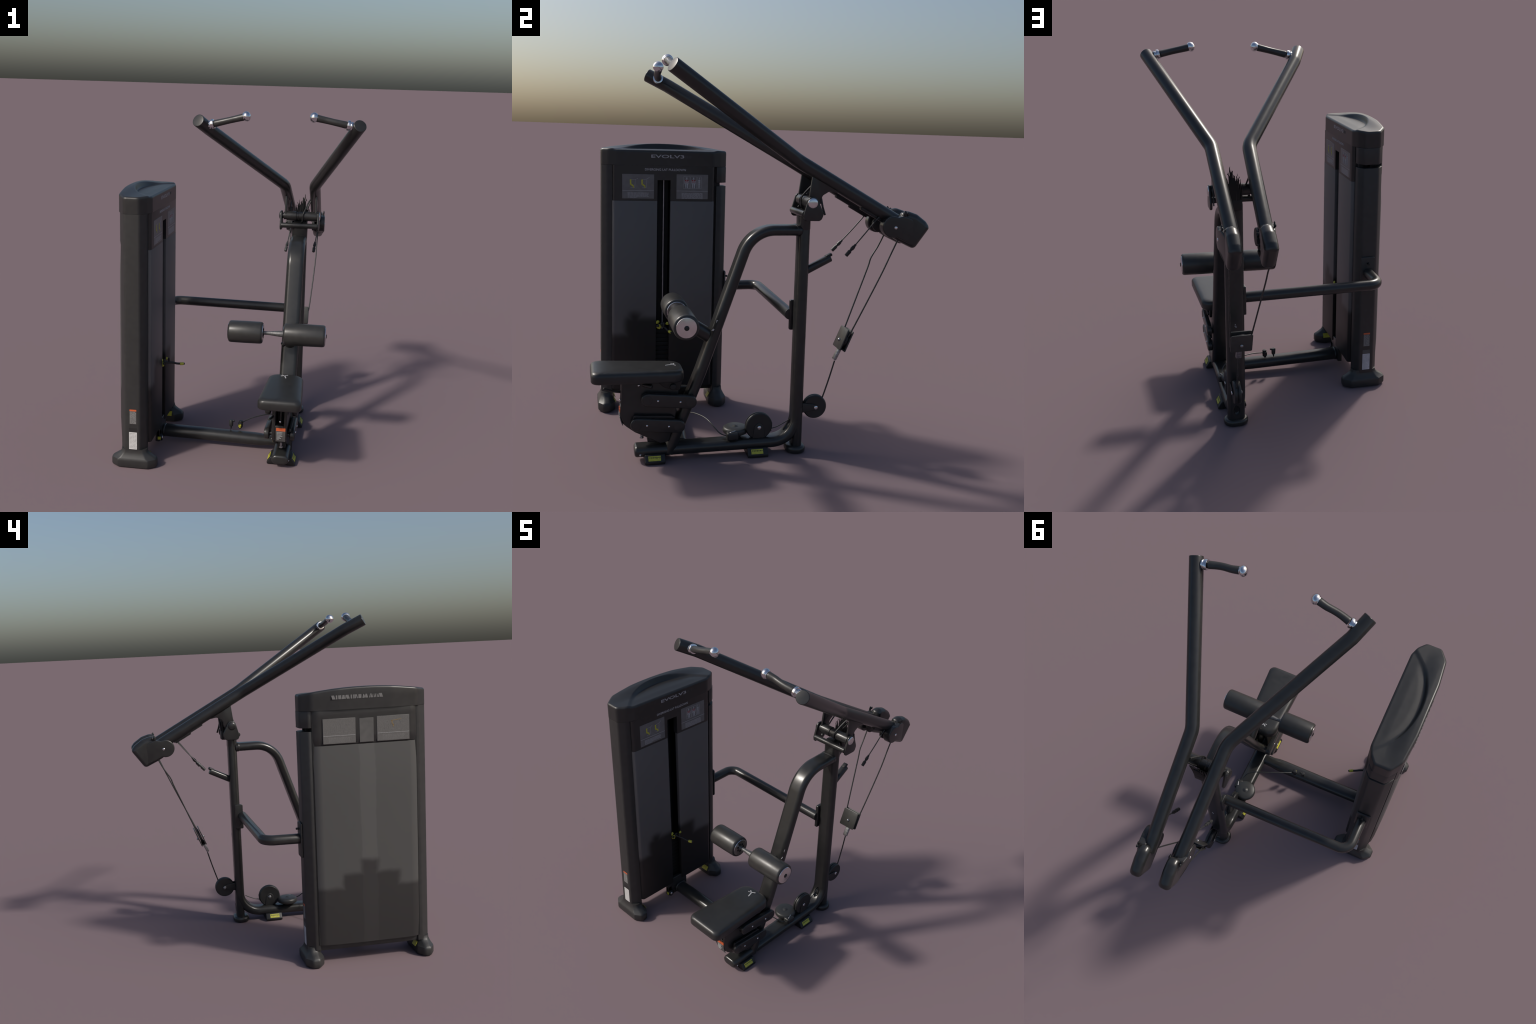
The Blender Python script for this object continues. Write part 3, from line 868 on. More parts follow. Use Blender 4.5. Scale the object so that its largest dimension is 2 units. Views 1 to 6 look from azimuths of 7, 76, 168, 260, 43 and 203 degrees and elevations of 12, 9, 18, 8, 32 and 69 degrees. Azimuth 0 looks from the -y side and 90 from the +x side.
# notice on the web
ny = -0.7145
decals("notice_sticker", [rect(0.2675, 0.196, 0.3155, 0.262)], (V((1, 0, 0)), V((0, -0.09, 0.99)).normalized(), V((0, -1, 0))), (0, -0.692, 0.0), 0.0012, M_GREYST, carriage) if False else None
sv = V((0, 0.02, 1)).normalized()
sv_frame = (V((1, 0, 0)), V((0, 0, 1)), V((0, -1, 0)))
def web_sticker(z0, z1, mat, name, lift):
    bmw = bmesh.new(); n = 8; ra, rb = [], []
    for k in range(n + 1):
        z = z0 + (z1 - z0) * k / n
        t = max(0.0, (0.250 - z) / 0.06)
        y = -0.7125 + 0.0165 * t ** 1.6 - lift
        ra.append((bmw.verts.new((0.2645, y, z)), bmw.verts.new((0.3165, y, z))))
        rb.append((bmw.verts.new((0.2645, y + 0.004, z)), bmw.verts.new((0.3165, y + 0.004, z))))
    for k in range(n):
        bmw.faces.new((ra[k][0], ra[k][1], ra[k + 1][1], ra[k + 1][0]))
        bmw.faces.new((rb[k][0], rb[k + 1][0], rb[k + 1][1], rb[k][1]))
        bmw.faces.new((ra[k][0], ra[k + 1][0], rb[k + 1][0], rb[k][0]))
        bmw.faces.new((ra[k][1], rb[k][1], rb[k + 1][1], ra[k + 1][1]))
    bmw.faces.new((ra[0][0], rb[0][0], rb[0][1], ra[0][1])); bmw.faces.new((ra[-1][0], ra[-1][1], rb[-1][1], rb[-1][0]))
    return finish(name, bmw, mat, carriage)
web_sticker(0.196, 0.2635, M_GREYST, "notice_sticker", 0.0022)
web_sticker(0.264, 0.281, M_ORANGE, "notice_header", 0.0026)
for k in range(7):
    z = 0.257 - 0.0075 * k
    t = max(0.0, (0.250 - z) / 0.06)
    wdt = (0.032, 0.030, 0.026, 0.032, 0.018, 0.024, 0.012)[k]
    box("notice_print", (0.269, -0.7125 + 0.0165 * t ** 1.6 - 0.0036, z - 0.0024), (0.269 + wdt, -0.7125 + 0.0165 * t ** 1.6 + 0.001, z), M_PRINT, carriage, 0.0, kind="stuff")

def link(x0, x1, a, b, r, name="seat_link"):
    d = (V(b) - V(a)).normalized(); n = V((-d.y, d.x))
    pts = []
    for k in range(13):
        q = -math.pi / 2 + math.pi * k / 12
        pts.append(V(b) + (d * math.cos(q) + n * math.sin(q)) * r)
    for k in range(13):
        q = math.pi / 2 + math.pi * k / 12
        pts.append(V(a) + (d * math.cos(q) + n * math.sin(q)) * r)
    return prism(name, [tuple(p) for p in pts], "x", x0, x1, M_FRAME, root, 0.006)
up_a, up_b = (-0.580, 0.3375), (-0.370, 0.3165)
lo_a, lo_b = (-0.631, 0.2095), (-0.426, 0.1895)
for a, b, zz in ((up_a, up_b, 0), (lo_a, lo_b, 1)):
    dx = -0.008 * zz
    lr = link(0.343 + dx, 0.371 + dx, a, b, 0.0335)
    ll = link(0.187 + 0.004 * zz, 0.219, a, b, 0.0335)
    d = (V(b) - V(a))
    for f in (0.235, 0.765):
        p = V(a) + d * f
        bolt("link_bolt", (0.3715 + dx, p.x, p.y), (1, 0, 0), 0.0055, M_ALU, lr)
        bolt("link_bolt", (0.1868 + 0.004 * zz, p.x, p.y), (-1, 0, 0), 0.0055, M_ALU, ll)
    for p, g in ((a, lr), (b, lr)):
        cyl("link_boss", (0.3705 + dx, p[0], p[1]), (0.3725 + dx, p[0], p[1]), 0.022, M_FRAME, g, 0.001, 28)
    for p in (a, b):
        cyl("link_pin", (0.205, p[0], p[1]), (0.360, p[0], p[1]), 0.0125, M_FRAME, lr, 0.002, 20)
prism("link_cover", round_poly([(-0.655, 0.232), (-0.645, 0.255), (-0.600, 0.250), (-0.46, 0.243), (-0.43, 0.226)], 0.006, 3), "x", 0.331, 0.345, M_BLACK, carriage, 0.003)
# adjuster screw under the carriage
sc = cyl("adjuster_screw", (0.2855, -0.600, 0.150), (0.2855, -0.602, 0.116), 0.007, M_STEEL, carriage, 0.002, 14)
cyl("adjuster_head", (0.2855, -0.602, 0.122), (0.2855, -0.6025, 0.112), 0.011, M_STEEL, sc, 0.002, 6)
box("stop_block", (0.262, -0.575, 0.095), (0.310, -0.520, 0.135), M_BLACK, carriage, 0.006)

# ================================================================== thigh rollers
RY, RZ = -0.414, 0.7295
def rz(x): return RZ + 0.012 * (x - 0.22)
def roller(x0, x1, name="thigh_roller"):
    prof_n = 44; r = 0.0635
    L_ = x1 - x0
    prof = [(0.040, 0.001), (r - 0.012, 0.0), (r - 0.006, 0.0015), (r - 0.002, 0.006), (r, 0.013), (r + 0.0008, L_ / 2), (r, L_ - 0.013), (r - 0.002, L_ - 0.006), (r - 0.006, L_ - 0.0015), (r - 0.012, L_), (0.040, L_ - 0.001)]
    ax = V((1, 0, 0.012)).normalized()
    return lathe(name, (x0, RY, rz(x0)), ax, prof, M_ROLL, root, prof_n, 40)
rl = roller(-0.060, 0.139)
rr_ = roller(0.262, 0.500)
def end_disc(x, sgn, parent, hub):
    prof = [(0.0505, -0.003), (0.0505, 0.0), (0.049, 0.0025), (0.035, 0.0045), (0.016, 0.006), (0.0135, 0.0062)]
    if hub == "outer":
        lathe("roller_disc", (x, RY, rz(x)), (sgn, 0, 0.012 * sgn), prof + [(0.001, 0.0062)], M_ALU, parent, 40, 30)
        lathe("roller_hub", (x + 0.006 * sgn, RY, rz(x)), (sgn, 0, 0), [(0.0125, 0), (0.0125, 0.001), (0.009, 0.003), (0.001, 0.0035)], M_BLACK, parent, 24)
    else:
        d = lathe("roller_disc", (x, RY, rz(x)), (sgn, 0, 0), [(0.051, -0.003), (0.051, 0.0), (0.049, 0.0022), (0.018, 0.0026), (0.001, 0.0026)], M_ALU, parent, 40, 30)
        for k in range(7):
            q = 2 * math.pi * k / 7
            c0 = V((x + 0.002 * sgn, RY + 0.022 * math.cos(q), rz(x) + 0.022 * math.sin(q)))
            box("hub_tooth", (min(c0.x, c0.x + 0.0025 * sgn), c0.y - 0.0055, c0.z - 0.0055), (max(c0.x, c0.x + 0.0025 * sgn), c0.y + 0.0055, c0.z + 0.0055), M_VOID, d, 0.0005, 1)
end_disc(0.500, 1, rr_, "outer")
end_disc(-0.060, -1, rl, "outer")
end_disc(0.139, 1, rl, "inner")
end_disc(0.262, -1, rr_, "inner")
bar = sweep("roller_axle", [(0.13, RY, rz(0.13)), (0.172, RY, rz(0.17)), (0.190, RY, rz(0.19)), (0.235, RY, rz(0.235)), (0.27, RY, rz(0.27))],
            circle(0.0145, 24), coat_mat("axle_grey", (0.13, 0.13, 0.13), 0.36, metallic=0.5, var=0.35, scale=90), root, cap=0.001, scale=[0.72, 0.72, 0.85, 1.2, 1.3])
# arm from the axle back to the front tube
arm_r = sweep("roller_bracket", [(0.288, -0.412, 0.727), (0.288, -0.345, 0.684), (0.288, -0.250, 0.624)], oval(0.070, 0.072, 0.032), M_FRAME, root, side=(1, 0, 0), cap=0.010)
cyl("bracket_knob", (0.245, -0.345, 0.640), (0.262, -0.345, 0.650), 0.014, M_BLACK, arm_r, 0.004, 18)
# chipped paint near the bracket
def chip(c, u, v, pts, parent, name="paint_chip"):
    u, v = V(u).normalized(), V(v).normalized()
    decals(name, [pts], (u, v, u.cross(v)), V(c), 0.0012, M_SCUFF, parent)
tz = V((0, 0.316, 0.948))
chip((0.3340, -0.2365, 0.722), (0, 1, 0), tz, [(-0.004, 0.0), (-0.0015, -0.012), (0.0, -0.002), (0.004, 0.004), (-0.006, 0.005)], front_tube)
chip((0.3345, -0.257, 0.677), (0, 1, 0), tz, [(-0.007, -0.004), (0.004, -0.006), (0.006, 0.002), (0.001, 0.006)], front_tube)
chip((0.262, -0.2505, 0.703), (1, 0, 0), tz, [(-0.003, -0.008), (0.002, -0.006), (0.001, 0.010), (-0.003, 0.008)], front_tube)
chip((0.276, -0.247, 0.712), (1, 0, 0), tz, [(-0.002, -0.006), (0.003, -0.003), (0.002, 0.008), (-0.001, 0.006)], front_tube)

# ================================================================== pivot head
PY, PZ = 0.216, 1.322
head = sweep("pivot_tube", [(0.178, PY, PZ), (0.195, PY, PZ), (0.197, PY, PZ), (0.258, PY, PZ), (0.260, PY, PZ), (0.272, PY, PZ), (0.274, PY, PZ), (0.308, PY, PZ), (0.310, PY, PZ), (0.392, PY, PZ)],
             circle(0.0285, 36), M_FRAME, root, cap=0.003, scale=[0.9, 0.9, 1.05, 1.08, 0.93, 0.93, 1.0, 1.0, 1.08, 1.05])
plate = round_poly([(PY - 0.020, 1.353), (PY + 0.020, 1.353), (PY + 0.060, 1.268), (PY + 0.046, 1.233), (PY - 0.040, 1.233), (PY - 0.046, 1.262)],
                   [0.024, 0.024, 0.03, 0.022, 0.018, 0.03], 6)
prism("pivot_plate", plate, "x", 0.392, 0.405, M_FRAME, head, 0.004)
prism("pivot_plate", plate, "x", 0.156, 0.169, M_FRAME, head, 0.004)
cyl("pivot_axle", (0.158, PY, PZ), (0.400, PY, PZ), 0.018, M_FRAME, head, 0.002, 24)
bolt("pivot_cap", (0.4045, PY, PZ), (1, 0, 0), 0.026, M_ALU, head, 0.007)
bolt("pivot_cap", (0.1565, PY, PZ), (-1, 0, 0), 0.026, M_FRAME, head, 0.010)
cyl("stop_bar", (0.165, 0.180, 1.2645), (0.396, 0.180, 1.2665), 0.0165, M_FRAME, head, 0.003, 28)
cyl("grease_nut", (0.192, 0.205, 1.284), (0.204, 0.205, 1.284), 0.008, M_PULL2, head, 0.002, 6)
# mast head under the stop bar and the upright tongue behind the pivot
sweep("mast_head", [(0.2825, 0.207, 1.175), (0.2825, 0.206, 1.245), (0.2835, 0.203, 1.280)], oval(0.102, 0.060, 0.028), M_FRAME, head, side=(1, 0, 0), cap=0.008, scale=[0.99, 1.0, 0.9])
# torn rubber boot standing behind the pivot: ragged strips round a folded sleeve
rng = random.Random(19)
def rag(name, p0, p1, w0, w1, bulge, seed, thick=0.003):
    r = random.Random(seed)
    bm = bmesh.new(); n = 10
    ax = (V(p1) - V(p0)); rows = []
    for k in range(n + 1):
        f = k / n
        c = V(p0) + ax * f + V((0, bulge * math.sin(math.pi * f), 0))
        w = (w0 * (1 - f) + w1 * f) * (1 + r.uniform(-0.28, 0.28) * (0.3 + f))
        sh = r.uniform(-0.2, 0.2) * w * f
        if k == n: w = 0.002
        rows.append([bm.verts.new(c + V((sh - w / 2, 0, r.uniform(-0.004, 0.004) * f))), bm.verts.new(c + V((sh, thick * 1.5 + w * 0.25, 0))),
                     bm.verts.new(c + V((sh + w / 2, 0, r.uniform(-0.004, 0.004) * f))), bm.verts.new(c + V((sh, thick * 0.2 + w * 0.2, 0)))])
    for a, b in zip(rows, rows[1:]):
        for q in range(4):
            bm.faces.new((a[q], a[(q + 1) % 4], b[(q + 1) % 4], b[q]))
    bm.faces.new(rows[0]); bm.faces.new(rows[-1])
    return finish(name, bm, M_VOID, head, 30)
# (foot x, shoulder x, tip x, shoulder z, tip z, width) of every torn strip
strips = [(0.250, 0.246, 0.243, 1.335, 1.368, 0.013), (0.258, 0.254, 0.251, 1.350, 1.388, 0.014), (0.267, 0.265, 0.259, 1.370, 1.404, 0.016),
          (0.274, 0.273, 0.268, 1.378, 1.419, 0.015), (0.282, 0.284, 0.285, 1.390, 1.414, 0.019), (0.291, 0.296, 0.294, 1.405, 1.436, 0.018),
          (0.299, 0.301, 0.303, 1.418, 1.456, 0.012), (0.304, 0.307, 0.315, 1.398, 1.430, 0.014), (0.311, 0.318, 0.326, 1.375, 1.412, 0.013),
          (0.317, 0.326, 0.335, 1.352, 1.390, 0.012), (0.320, 0.331, 0.342, 1.330, 1.368, 0.010)]
bm = bmesh.new()
rng = random.Random(23)
for fx, sx, tx, sz, tz_, w in strips:
    y0 = 0.268 + rng.uniform(-0.003, 0.003)
    rows = []
    for f in (0.0, 0.4, 0.75, 1.0):
        z = 1.262 + (sz - 1.262) * f
        rows.append((fx + (sx - fx) * f, z, w * (1.1 - 0.35 * f) * (1 + rng.uniform(-0.15, 0.15))))
    for f in (0.35, 0.6, 0.8):
        rows.append((sx + (tx - sx) * f + rng.uniform(-0.003, 0.003), sz + (tz_ - sz) * f, w * (0.62 - 0.45 * f) * (1 + rng.uniform(-0.4, 0.5))))
    rows.append((tx, tz_, 0.0012))
    ring = []
    for x, z, ww in rows:
        lean = 0.115 * (z - 1.262) - 5.0 * (x - 0.289) ** 2
        t = 0.012 * max(0.25, 1 - (z - 1.262) / 0.22)
        ring.append([bm.verts.new((x + a * ww / 2, y0 + lean + b * t / 2, z)) for a, b in ((-1, 0), (0, -1), (1, 0), (0, 1))])
    for a, b in zip(ring, ring[1:]):
        for q in range(4):
            bm.faces.new((a[q], a[(q + 1) % 4], b[(q + 1) % 4], b[q]))
    bm.faces.new(ring[0]); bm.faces.new(ring[-1])
finish("torn_boot", bm, M_BLACK, head, 25)
prism("boot_core", round_poly([(0.250, 1.262), (0.323, 1.262), (0.322, 1.330), (0.306, 1.395), (0.283, 1.392), (0.256, 1.335)], 0.008, 3), None, -0.004, 0.004, M_VOID, head, 0.002,
      frame=(V((1, 0, 0)), V((0, 0.115, 0.993)), V((0, 0.993, -0.115))), origin=(0, 0.268 - 0.115 * 1.262, 1.262 - 1.262 * 0.993))
box("boot_base", (0.245, 0.236, 1.228), (0.325, 0.275, 1.285), M_BLACK, head, 0.006)

# ================================================================== lever arms
def lever(path, radii, name="lever_arm"):
    return sweep(name, fillet_path(path, radii, 12), circle(0.0352, 36), M_FRAME, root, cap=0.004)
armR = lever([(0.634, -0.513, 1.9385), (0.372, 0.140, 1.5275), (0.362, 0.712, 1.212)], [0.16])
armL = lever([(-0.2345, -0.541, 1.9385), (-0.190, -0.440, 1.886), (0.184, 0.146, 1.526), (0.2045, 0.712, 1.207)], [0.12, 0.16])

def handle(base, tip, arm, sag):
    base, tip = V(base), V(tip)
    d = (tip - base).normalized()
    grip_path = []
    scl = []
    for k in range(15):
        f = k / 14
        p = base.lerp(tip, 0.10 + 0.80 * f) + V((0, -sag * math.sin(math.pi * min(1, f * 1.35)) * (1 if f < 0.74 else 0) + 0.35 * sag * math.sin(math.pi * f), 0)) 
        grip_path.append(p); scl.append(1.06 - 0.10 * math.sin(math.pi * f))
    g = sweep("hand_grip", grip_path, circle(0.0185, 24), M_ROLL, arm, cap=0.003, scale=scl)
    lathe("grip_collar", base - d * 0.014, d, [(0.019, 0), (0.0225, 0.002), (0.0235, 0.008), (0.0205, 0.011), (0.0205, 0.014), (0.0265, 0.017), (0.0275, 0.024), (0.0255, 0.031), (0.018, 0.033)], M_CHROME, arm, 32, 50)
    lathe("grip_ball", tip - d * 0.016, d, [(0.017, -0.006), (0.0215, -0.004), (0.0225, 0.0)] +
          [(0.0272 * math.cos(q), 0.012 + 0.0225 * math.sin(q)) for q in [math.radians(t) for t in range(-40, 90, 13)]] + [(0.001, 0.0347)], M_CHROME, arm, 32, 50)
    cyl("grip_root", base - d * 0.05, base - d * 0.008, 0.019, M_FRAME, arm, 0.002, 24)
    return g
handle((0.580, -0.4895, 1.9345), (0.383, -0.507, 1.9735), armR, 0.006)
handle((-0.172, -0.490, 1.9165), (0.029, -0.511, 1.968), armL, 0.006)
# little scuffs where the collars meet the arms
chip((0.583, -0.462, 1.912), (0.3, -0.6, 0.3), (-0.7, 0.1, 0.5), [(-0.01, 0), (0.0, -0.003), (0.012, 0.001), (0.0, 0.003)], armR)
chip((-0.168, -0.452, 1.902), (0.4, 0.7, -0.4), (0.7, -0.1, 0.5), [(-0.018, 0), (0.0, -0.004), (0.016, 0.001), (0.0, 0.003)], armL)

# lugs that carry the arms on the pivot tube
lug = round_poly([(PY - 0.002, 1.455), (PY - 0.018, 1.330), (PY - 0.012, 1.300), (PY + 0.030, 1.300), (PY + 0.050, 1.322), (PY + 0.052, 1.357), (PY + 0.090, 1.380), (PY + 0.132, 1.372), (PY + 0.14, 1.40), (PY + 0.05, 1.46)],
                 [0.004, 0.02, 0.02, 0.02, 0.02, 0.02, 0.03, 0.004, 0.004, 0.004], 5)
prism("arm_lug", lug, "x", 0.374, 0.387, M_FRAME, armR, 0.005)
prism("arm_lug", lug, "x", 0.183, 0.196, M_FRAME, armL, 0.005)
# flat runners under the arms and stop pads
dl = V((0, 0.872, -0.477))
def runner(x, arm, y0, y1, drop0, drop1, w, name):
    def zc(y): return 1.5235 - 0.5455 * (y - 0.140)
    poly = [(y0, zc(y0) - drop0), (y1, zc(y1) - drop0), (y1, zc(y1) - drop1), (y0, zc(y0) - drop1)]
    prism(name, round_poly(poly, 0.003, 3), "x", x - w / 2, x + w / 2, M_BLACK, arm, 0.002)
runner(0.2015, armL, 0.400, 0.585, 0.030, 0.047, 0.030, "arm_runner")
runner(0.2020, armL, 0.475, 0.575, 0.030, 0.057, 0.022, "arm_stop")
runner(0.3645, armR, 0.480, 0.600, 0.030, 0.050, 0.028, "arm_stop")

# pulley housings at the lower ends
house = [(0.650, 1.205), (0.688, 1.240), (0.700, 1.276), (0.735, 1.284), (0.785, 1.268), (0.835, 1.232), (0.857, 1.203), (0.774, 1.088), (0.690, 1.127), (0.650, 1.150)]
def soft_prism(name, poly, x0, x1, r_top, r_bot, mat, parent, push=None, n=6):
    """prism along x whose rims are rounded by insetting the outline slice by slice"""
    P = [V(p) for p in poly]; m = len(P)
    area = sum(P[k].x * P[(k + 1) % m].y - P[(k + 1) % m].x * P[k].y for k in range(m))
    nor = []
    for k in range(m):
        t = (P[(k + 1) % m] - P[k - 1]).normalized()
        nn = V((t.y, -t.x)) if area > 0 else V((-t.y, t.x))
        nor.append(nn)
    slices = []
    for side in (0, 1):
        for k in range(n + 1):
            q = math.pi / 2 * (k if side == 0 else n - k) / n
            slices.append((side, q))
    bm = bmesh.new(); rings = []
    for side, q in slices:
        row = []
        for p, nn in zip(P, nor):
            r = r_bot + (r_top - r_bot) * sstep(-0.5, 0.4, nn.y)
            d = r * (1 - math.sin(q))
            off = r * (1 - math.cos(q))
            x = x0 + off if side == 0 else x1 - off
            # off runs from 0 at the face to r at the full outline
            g = p - nn * (r * (1 - math.sin(q)))
            if push: x += push(side, g)
            row.append(bm.verts.new((x, g.x, g.y)))
        rings.append(row)
    for a, b in zip(rings, rings[1:]):
        for k in range(m):
            bm.faces.new((a[k], a[(k + 1) % m], b[(k + 1) % m], b[k]))
    bm.faces.new(rings[0]); bm.faces.new(rings[-1])
    return finish(name, bm, mat, parent, 45)

def housing(x0, x1, arm, outer):
    ob = soft_prism("pulley_housing", round_poly(house, [0.02, 0.01, 0.018, 0.04, 0.05, 0.04, 0.03, 0.024, 0.03, 0.02], 7), x0, x1, 0.0310, 0.023, M_FRAME, arm)
    xo = x1 if outer > 0 else x0
    # cheek: round nose with a tail that sinks into the block
    nose = [(0.642 + 0.057 * math.cos(q), 1.206 + 0.055 * math.sin(q)) for q in [math.radians(t) for t in range(62, 300, 10)]]
    nose += [(0.700, 1.136), (0.770, 1.104), (0.800, 1.150), (0.795, 1.205), (0.745, 1.248), (0.700, 1.262)]
    a, b = sorted((xo - 0.030 * outer, xo + 0.018 * outer))
    def push(side, g):
        if (side == 1) == (outer > 0):
            return -outer * 0.024 * sstep(0.66, 0.80, g.x)
        return 0.0
    c = soft_prism("pulley_cheek", round_poly(nose, 0.008, 2), a, b, 0.007, 0.007, M_FRAME, arm, push)
    bolt("cheek_bolt", (xo + 0.0178 * outer, 0.654, 1.203), (outer, 0, 0), 0.0085, M_ALU, c)
    xi = x0 - 0.002 if outer > 0 else x1 + 0.002
    a, b = sorted((xi, xi + 0.02 * outer))
    prism("pulley_wheel", [(0.640 + 0.043 * math.cos(q), 1.200 + 0.043 * math.sin(q)) for q in [2 * math.pi * k / 32 for k in range(32)]], "x", a, b, M_BLACK, c, 0.004)
    xt = xo + 0.006 * outer
    for k, (yy, hh) in enumerate(((0.706, 0.017), (0.722, 0.009))):
        bmk = bmesh.new(); bmesh.ops.create_icosphere(bmk, subdivisions=2, radius=0.009)
        for v in bmk.verts:
            v.co.x *= 0.55; v.co.z *= hh / 0.009
            v.co += V((xt, yy, 1.272))
        finish("cable_stub", bmk, M_BLACK, c)
    return ob
hR = housing(0.339, 0.405, armR, 1)
hL = housing(0.1785, 0.2465, armL, -1)
rng = random.Random(4)
for k in range(4):        # frayed bits inside the far housing
    bmk = bmesh.new(); bmesh.ops.create_icosphere(bmk, subdivisions=1, radius=0.017)
    for v in bmk.verts:
        v.co *= 1 + rng.uniform(-0.4, 0.4); v.co.x *= 0.5
        v.co += V((0.247, 0.700 + 0.009 * k, 1.225 - 0.024 * k))
    finish("frayed_liner", bmk, M_VOID, hL)

# ================================================================== cables
def cable(pts, r=0.0040, mat=M_CABLE, name="cable", sub=8, parent=root):
    return sweep(name, smooth_path(pts, sub), circle(r, 12), mat, parent, cap=0.001)
cable([(0.376, 0.690, 1.140), (0.374, 0.655, 1.060), (0.373, 0.613, 0.964), (0.364, 0.545, 0.815), (0.352, 0.474, 0.661), (0.345, 0.455, 0.620)])
cable([(0.182, 0.697, 1.150), (0.184, 0.660, 1.075), (0.189, 0.621, 1.013), (0.196, 0.602, 0.960), (0.218, 0.540, 0.810), (0.242, 0.473, 0.648), (0.247, 0.460, 0.615)])
cable([(0.302, 0.402, 0.482), (0.304, 0.374, 0.385), (0.305, 0.343, 0.287), (0.305, 0.336, 0.270)])
def plug_cable(pts, mat):
    c = cable(pts[:-1], 0.0032)
    a, b = V(pts[-2]), V(pts[-1])
    ob = sweep("cable_plug", [a, a.lerp(b, 0.18), a.lerp(b, 0.2), a.lerp(b, 0.42), a.lerp(b, 0.45), a.lerp(b, 0.58), a.lerp(b, 0.6), b], circle(0.0098, 16), mat, c,
               cap=0.002, scale=[0.6, 0.7, 0.95, 1.0, 0.7, 0.7, 1.05, 0.95])
    return ob
plug_cable([(0.388, 0.575, 1.255), (0.386, 0.550, 1.226), (0.380, 0.505, 1.168), (0.372, 0.462, 1.112), (0.366, 0.413, 1.052)], M_BLACK)
plug_cable([(0.203, 0.575, 1.252), (0.202, 0.555, 1.228), (0.196, 0.505, 1.168), (0.188, 0.452, 1.107), (0.180, 0.400, 1.050)], M_CABLE)
# loops over the pivot
cable([(0.340, 0.250, 1.425), (0.325, 0.222, 1.395), (0.307, 0.190, 1.352), (0.299, 0.183, 1.325), (0.299, 0.187, 1.296), (0.292, 0.20, 1.285)], 0.0045)
cable([(0.345, 0.270, 1.415), (0.330, 0.262, 1.382), (0.312, 0.25, 1.355)], 0.004)
cable([(0.215, 0.300, 1.400), (0.216, 0.262, 1.372), (0.218, 0.235, 1.350)], 0.004)
sweep("hanging_strap", [(0.386, 0.262, 1.345), (0.387, 0.272, 1.300), (0.388, 0.285, 1.262)], oval(0.006, 0.010, 0.002), M_BLACK, head, side=(1, 0, 0), cap=0.001)

# cable carriage: two square plates, pulley between, clevis below
lean = V((0, 0.385, 0.923)); nrm = V((0, 0.923, -0.385))
cc = V((0.2935, 0.4475, 0.598))
fr_c = (V((1, 0, 0)), lean, nrm)
pp = round_poly(rect(-0.056, -0.058, 0.056, 0.058), 0.008, 4)
cf = prism("carriage_plate", pp, None, -0.018, -0.011, M_CARR, root, 0.002, 2, frame=fr_c, origin=cc)
prism("carriage_plate", pp, None, 0.011, 0.018, M_CARR, cf, 0.002, 2, frame=fr_c, origin=cc)
prism("carriage_wheel", circle(0.051, 36), None, -0.008, 0.008, M_BLACK, cf, 0.003, 2, frame=fr_c, origin=cc)
prism("carriage_spacer", rect(-0.050, -0.054, 0.050, -0.047), None, -0.0105, 0.0105, M_VOID, cf, 0.001, 1, frame=fr_c, origin=cc)
for s in (-1, 1):
    bolt("carriage_nut", cc + nrm * (0.018 * s) - lean * 0.012, tuple(nrm * s), 0.0095, M_STEEL, cf, 0.009)
clv0 = cc - lean * 0.052; clv1 = cc - lean * 0.118
sweep("clevis", [clv0 + V((0.008, 0, 0)), clv1 + V((0.008, -0.004, 0))], oval(0.030, 0.018, 0.006), M_STEEL, cf, side=(1, 0, 0), cap=0.003)

# ================================================================== floor pulleys
def wheel(name, c, r, w, mat, parent, axis="x"):
    prof = [(r * 0.3, -w / 2), (r - 0.006, -w / 2), (r - 0.002, -w / 2 + 0.003), (r, -w / 2 + 0.008), (r, -0.004), (r - 0.005, -0.001), (r - 0.005, 0.001), (r, 0.004), (r, w / 2 - 0.008), (r - 0.002, w / 2 - 0.003), (r - 0.006, w / 2), (r * 0.3, w / 2)]
    return lathe(name, c, {"x": (1, 0, 0), "z": (0, 0, 1)}[axis], prof, mat, parent, 44, 35)
w1 = wheel("mast_pulley", (0.300, 0.300, 0.2375), 0.0635, 0.038, M_PULL, root)
for x0, x1 in ((0.2735, 0.2785), (0.3215, 0.3265)):
    prism("pulley_strap", round_poly([(0.228, 0.212), (0.300, 0.222), (0.318, 0.2375), (0.300, 0.253), (0.228, 0.263)], [0.004, 0.01, 0.012, 0.01, 0.004], 4), "x", x0, x1, M_PULL, w1, 0.002)
bolt("pulley_bolt", (0.3268, 0.302, 0.2365), (1, 0, 0), 0.0105, M_ALU, w1)
bolt("pulley_bolt", (0.2732, 0.302, 0.2365), (-1, 0, 0), 0.0105, M_STEEL, w1)
w2 = wheel("rail_pulley", (0.299, 0.001, 0.1470), 0.0715, 0.034, M_PULL, root)
for x0, x1 in ((0.2785, 0.2825), (0.3155, 0.3195)):
    prism("pulley_strap", round_poly([(-0.034, 0.085), (0.034, 0.085), (0.024, 0.150), (0.0, 0.172), (-0.024, 0.150)], [0.003, 0.003, 0.015, 0.015, 0.015], 4), "x", x0, x1, M_PULL, w2, 0.002)
bolt("pulley_bolt", (0.3198, 0.001, 0.141), (1, 0, 0), 0.0105, M_ALU, w2)
bolt("pulley_bolt", (0.2782, 0.001, 0.141), (-1, 0, 0), 0.0105, M_STEEL, w2)
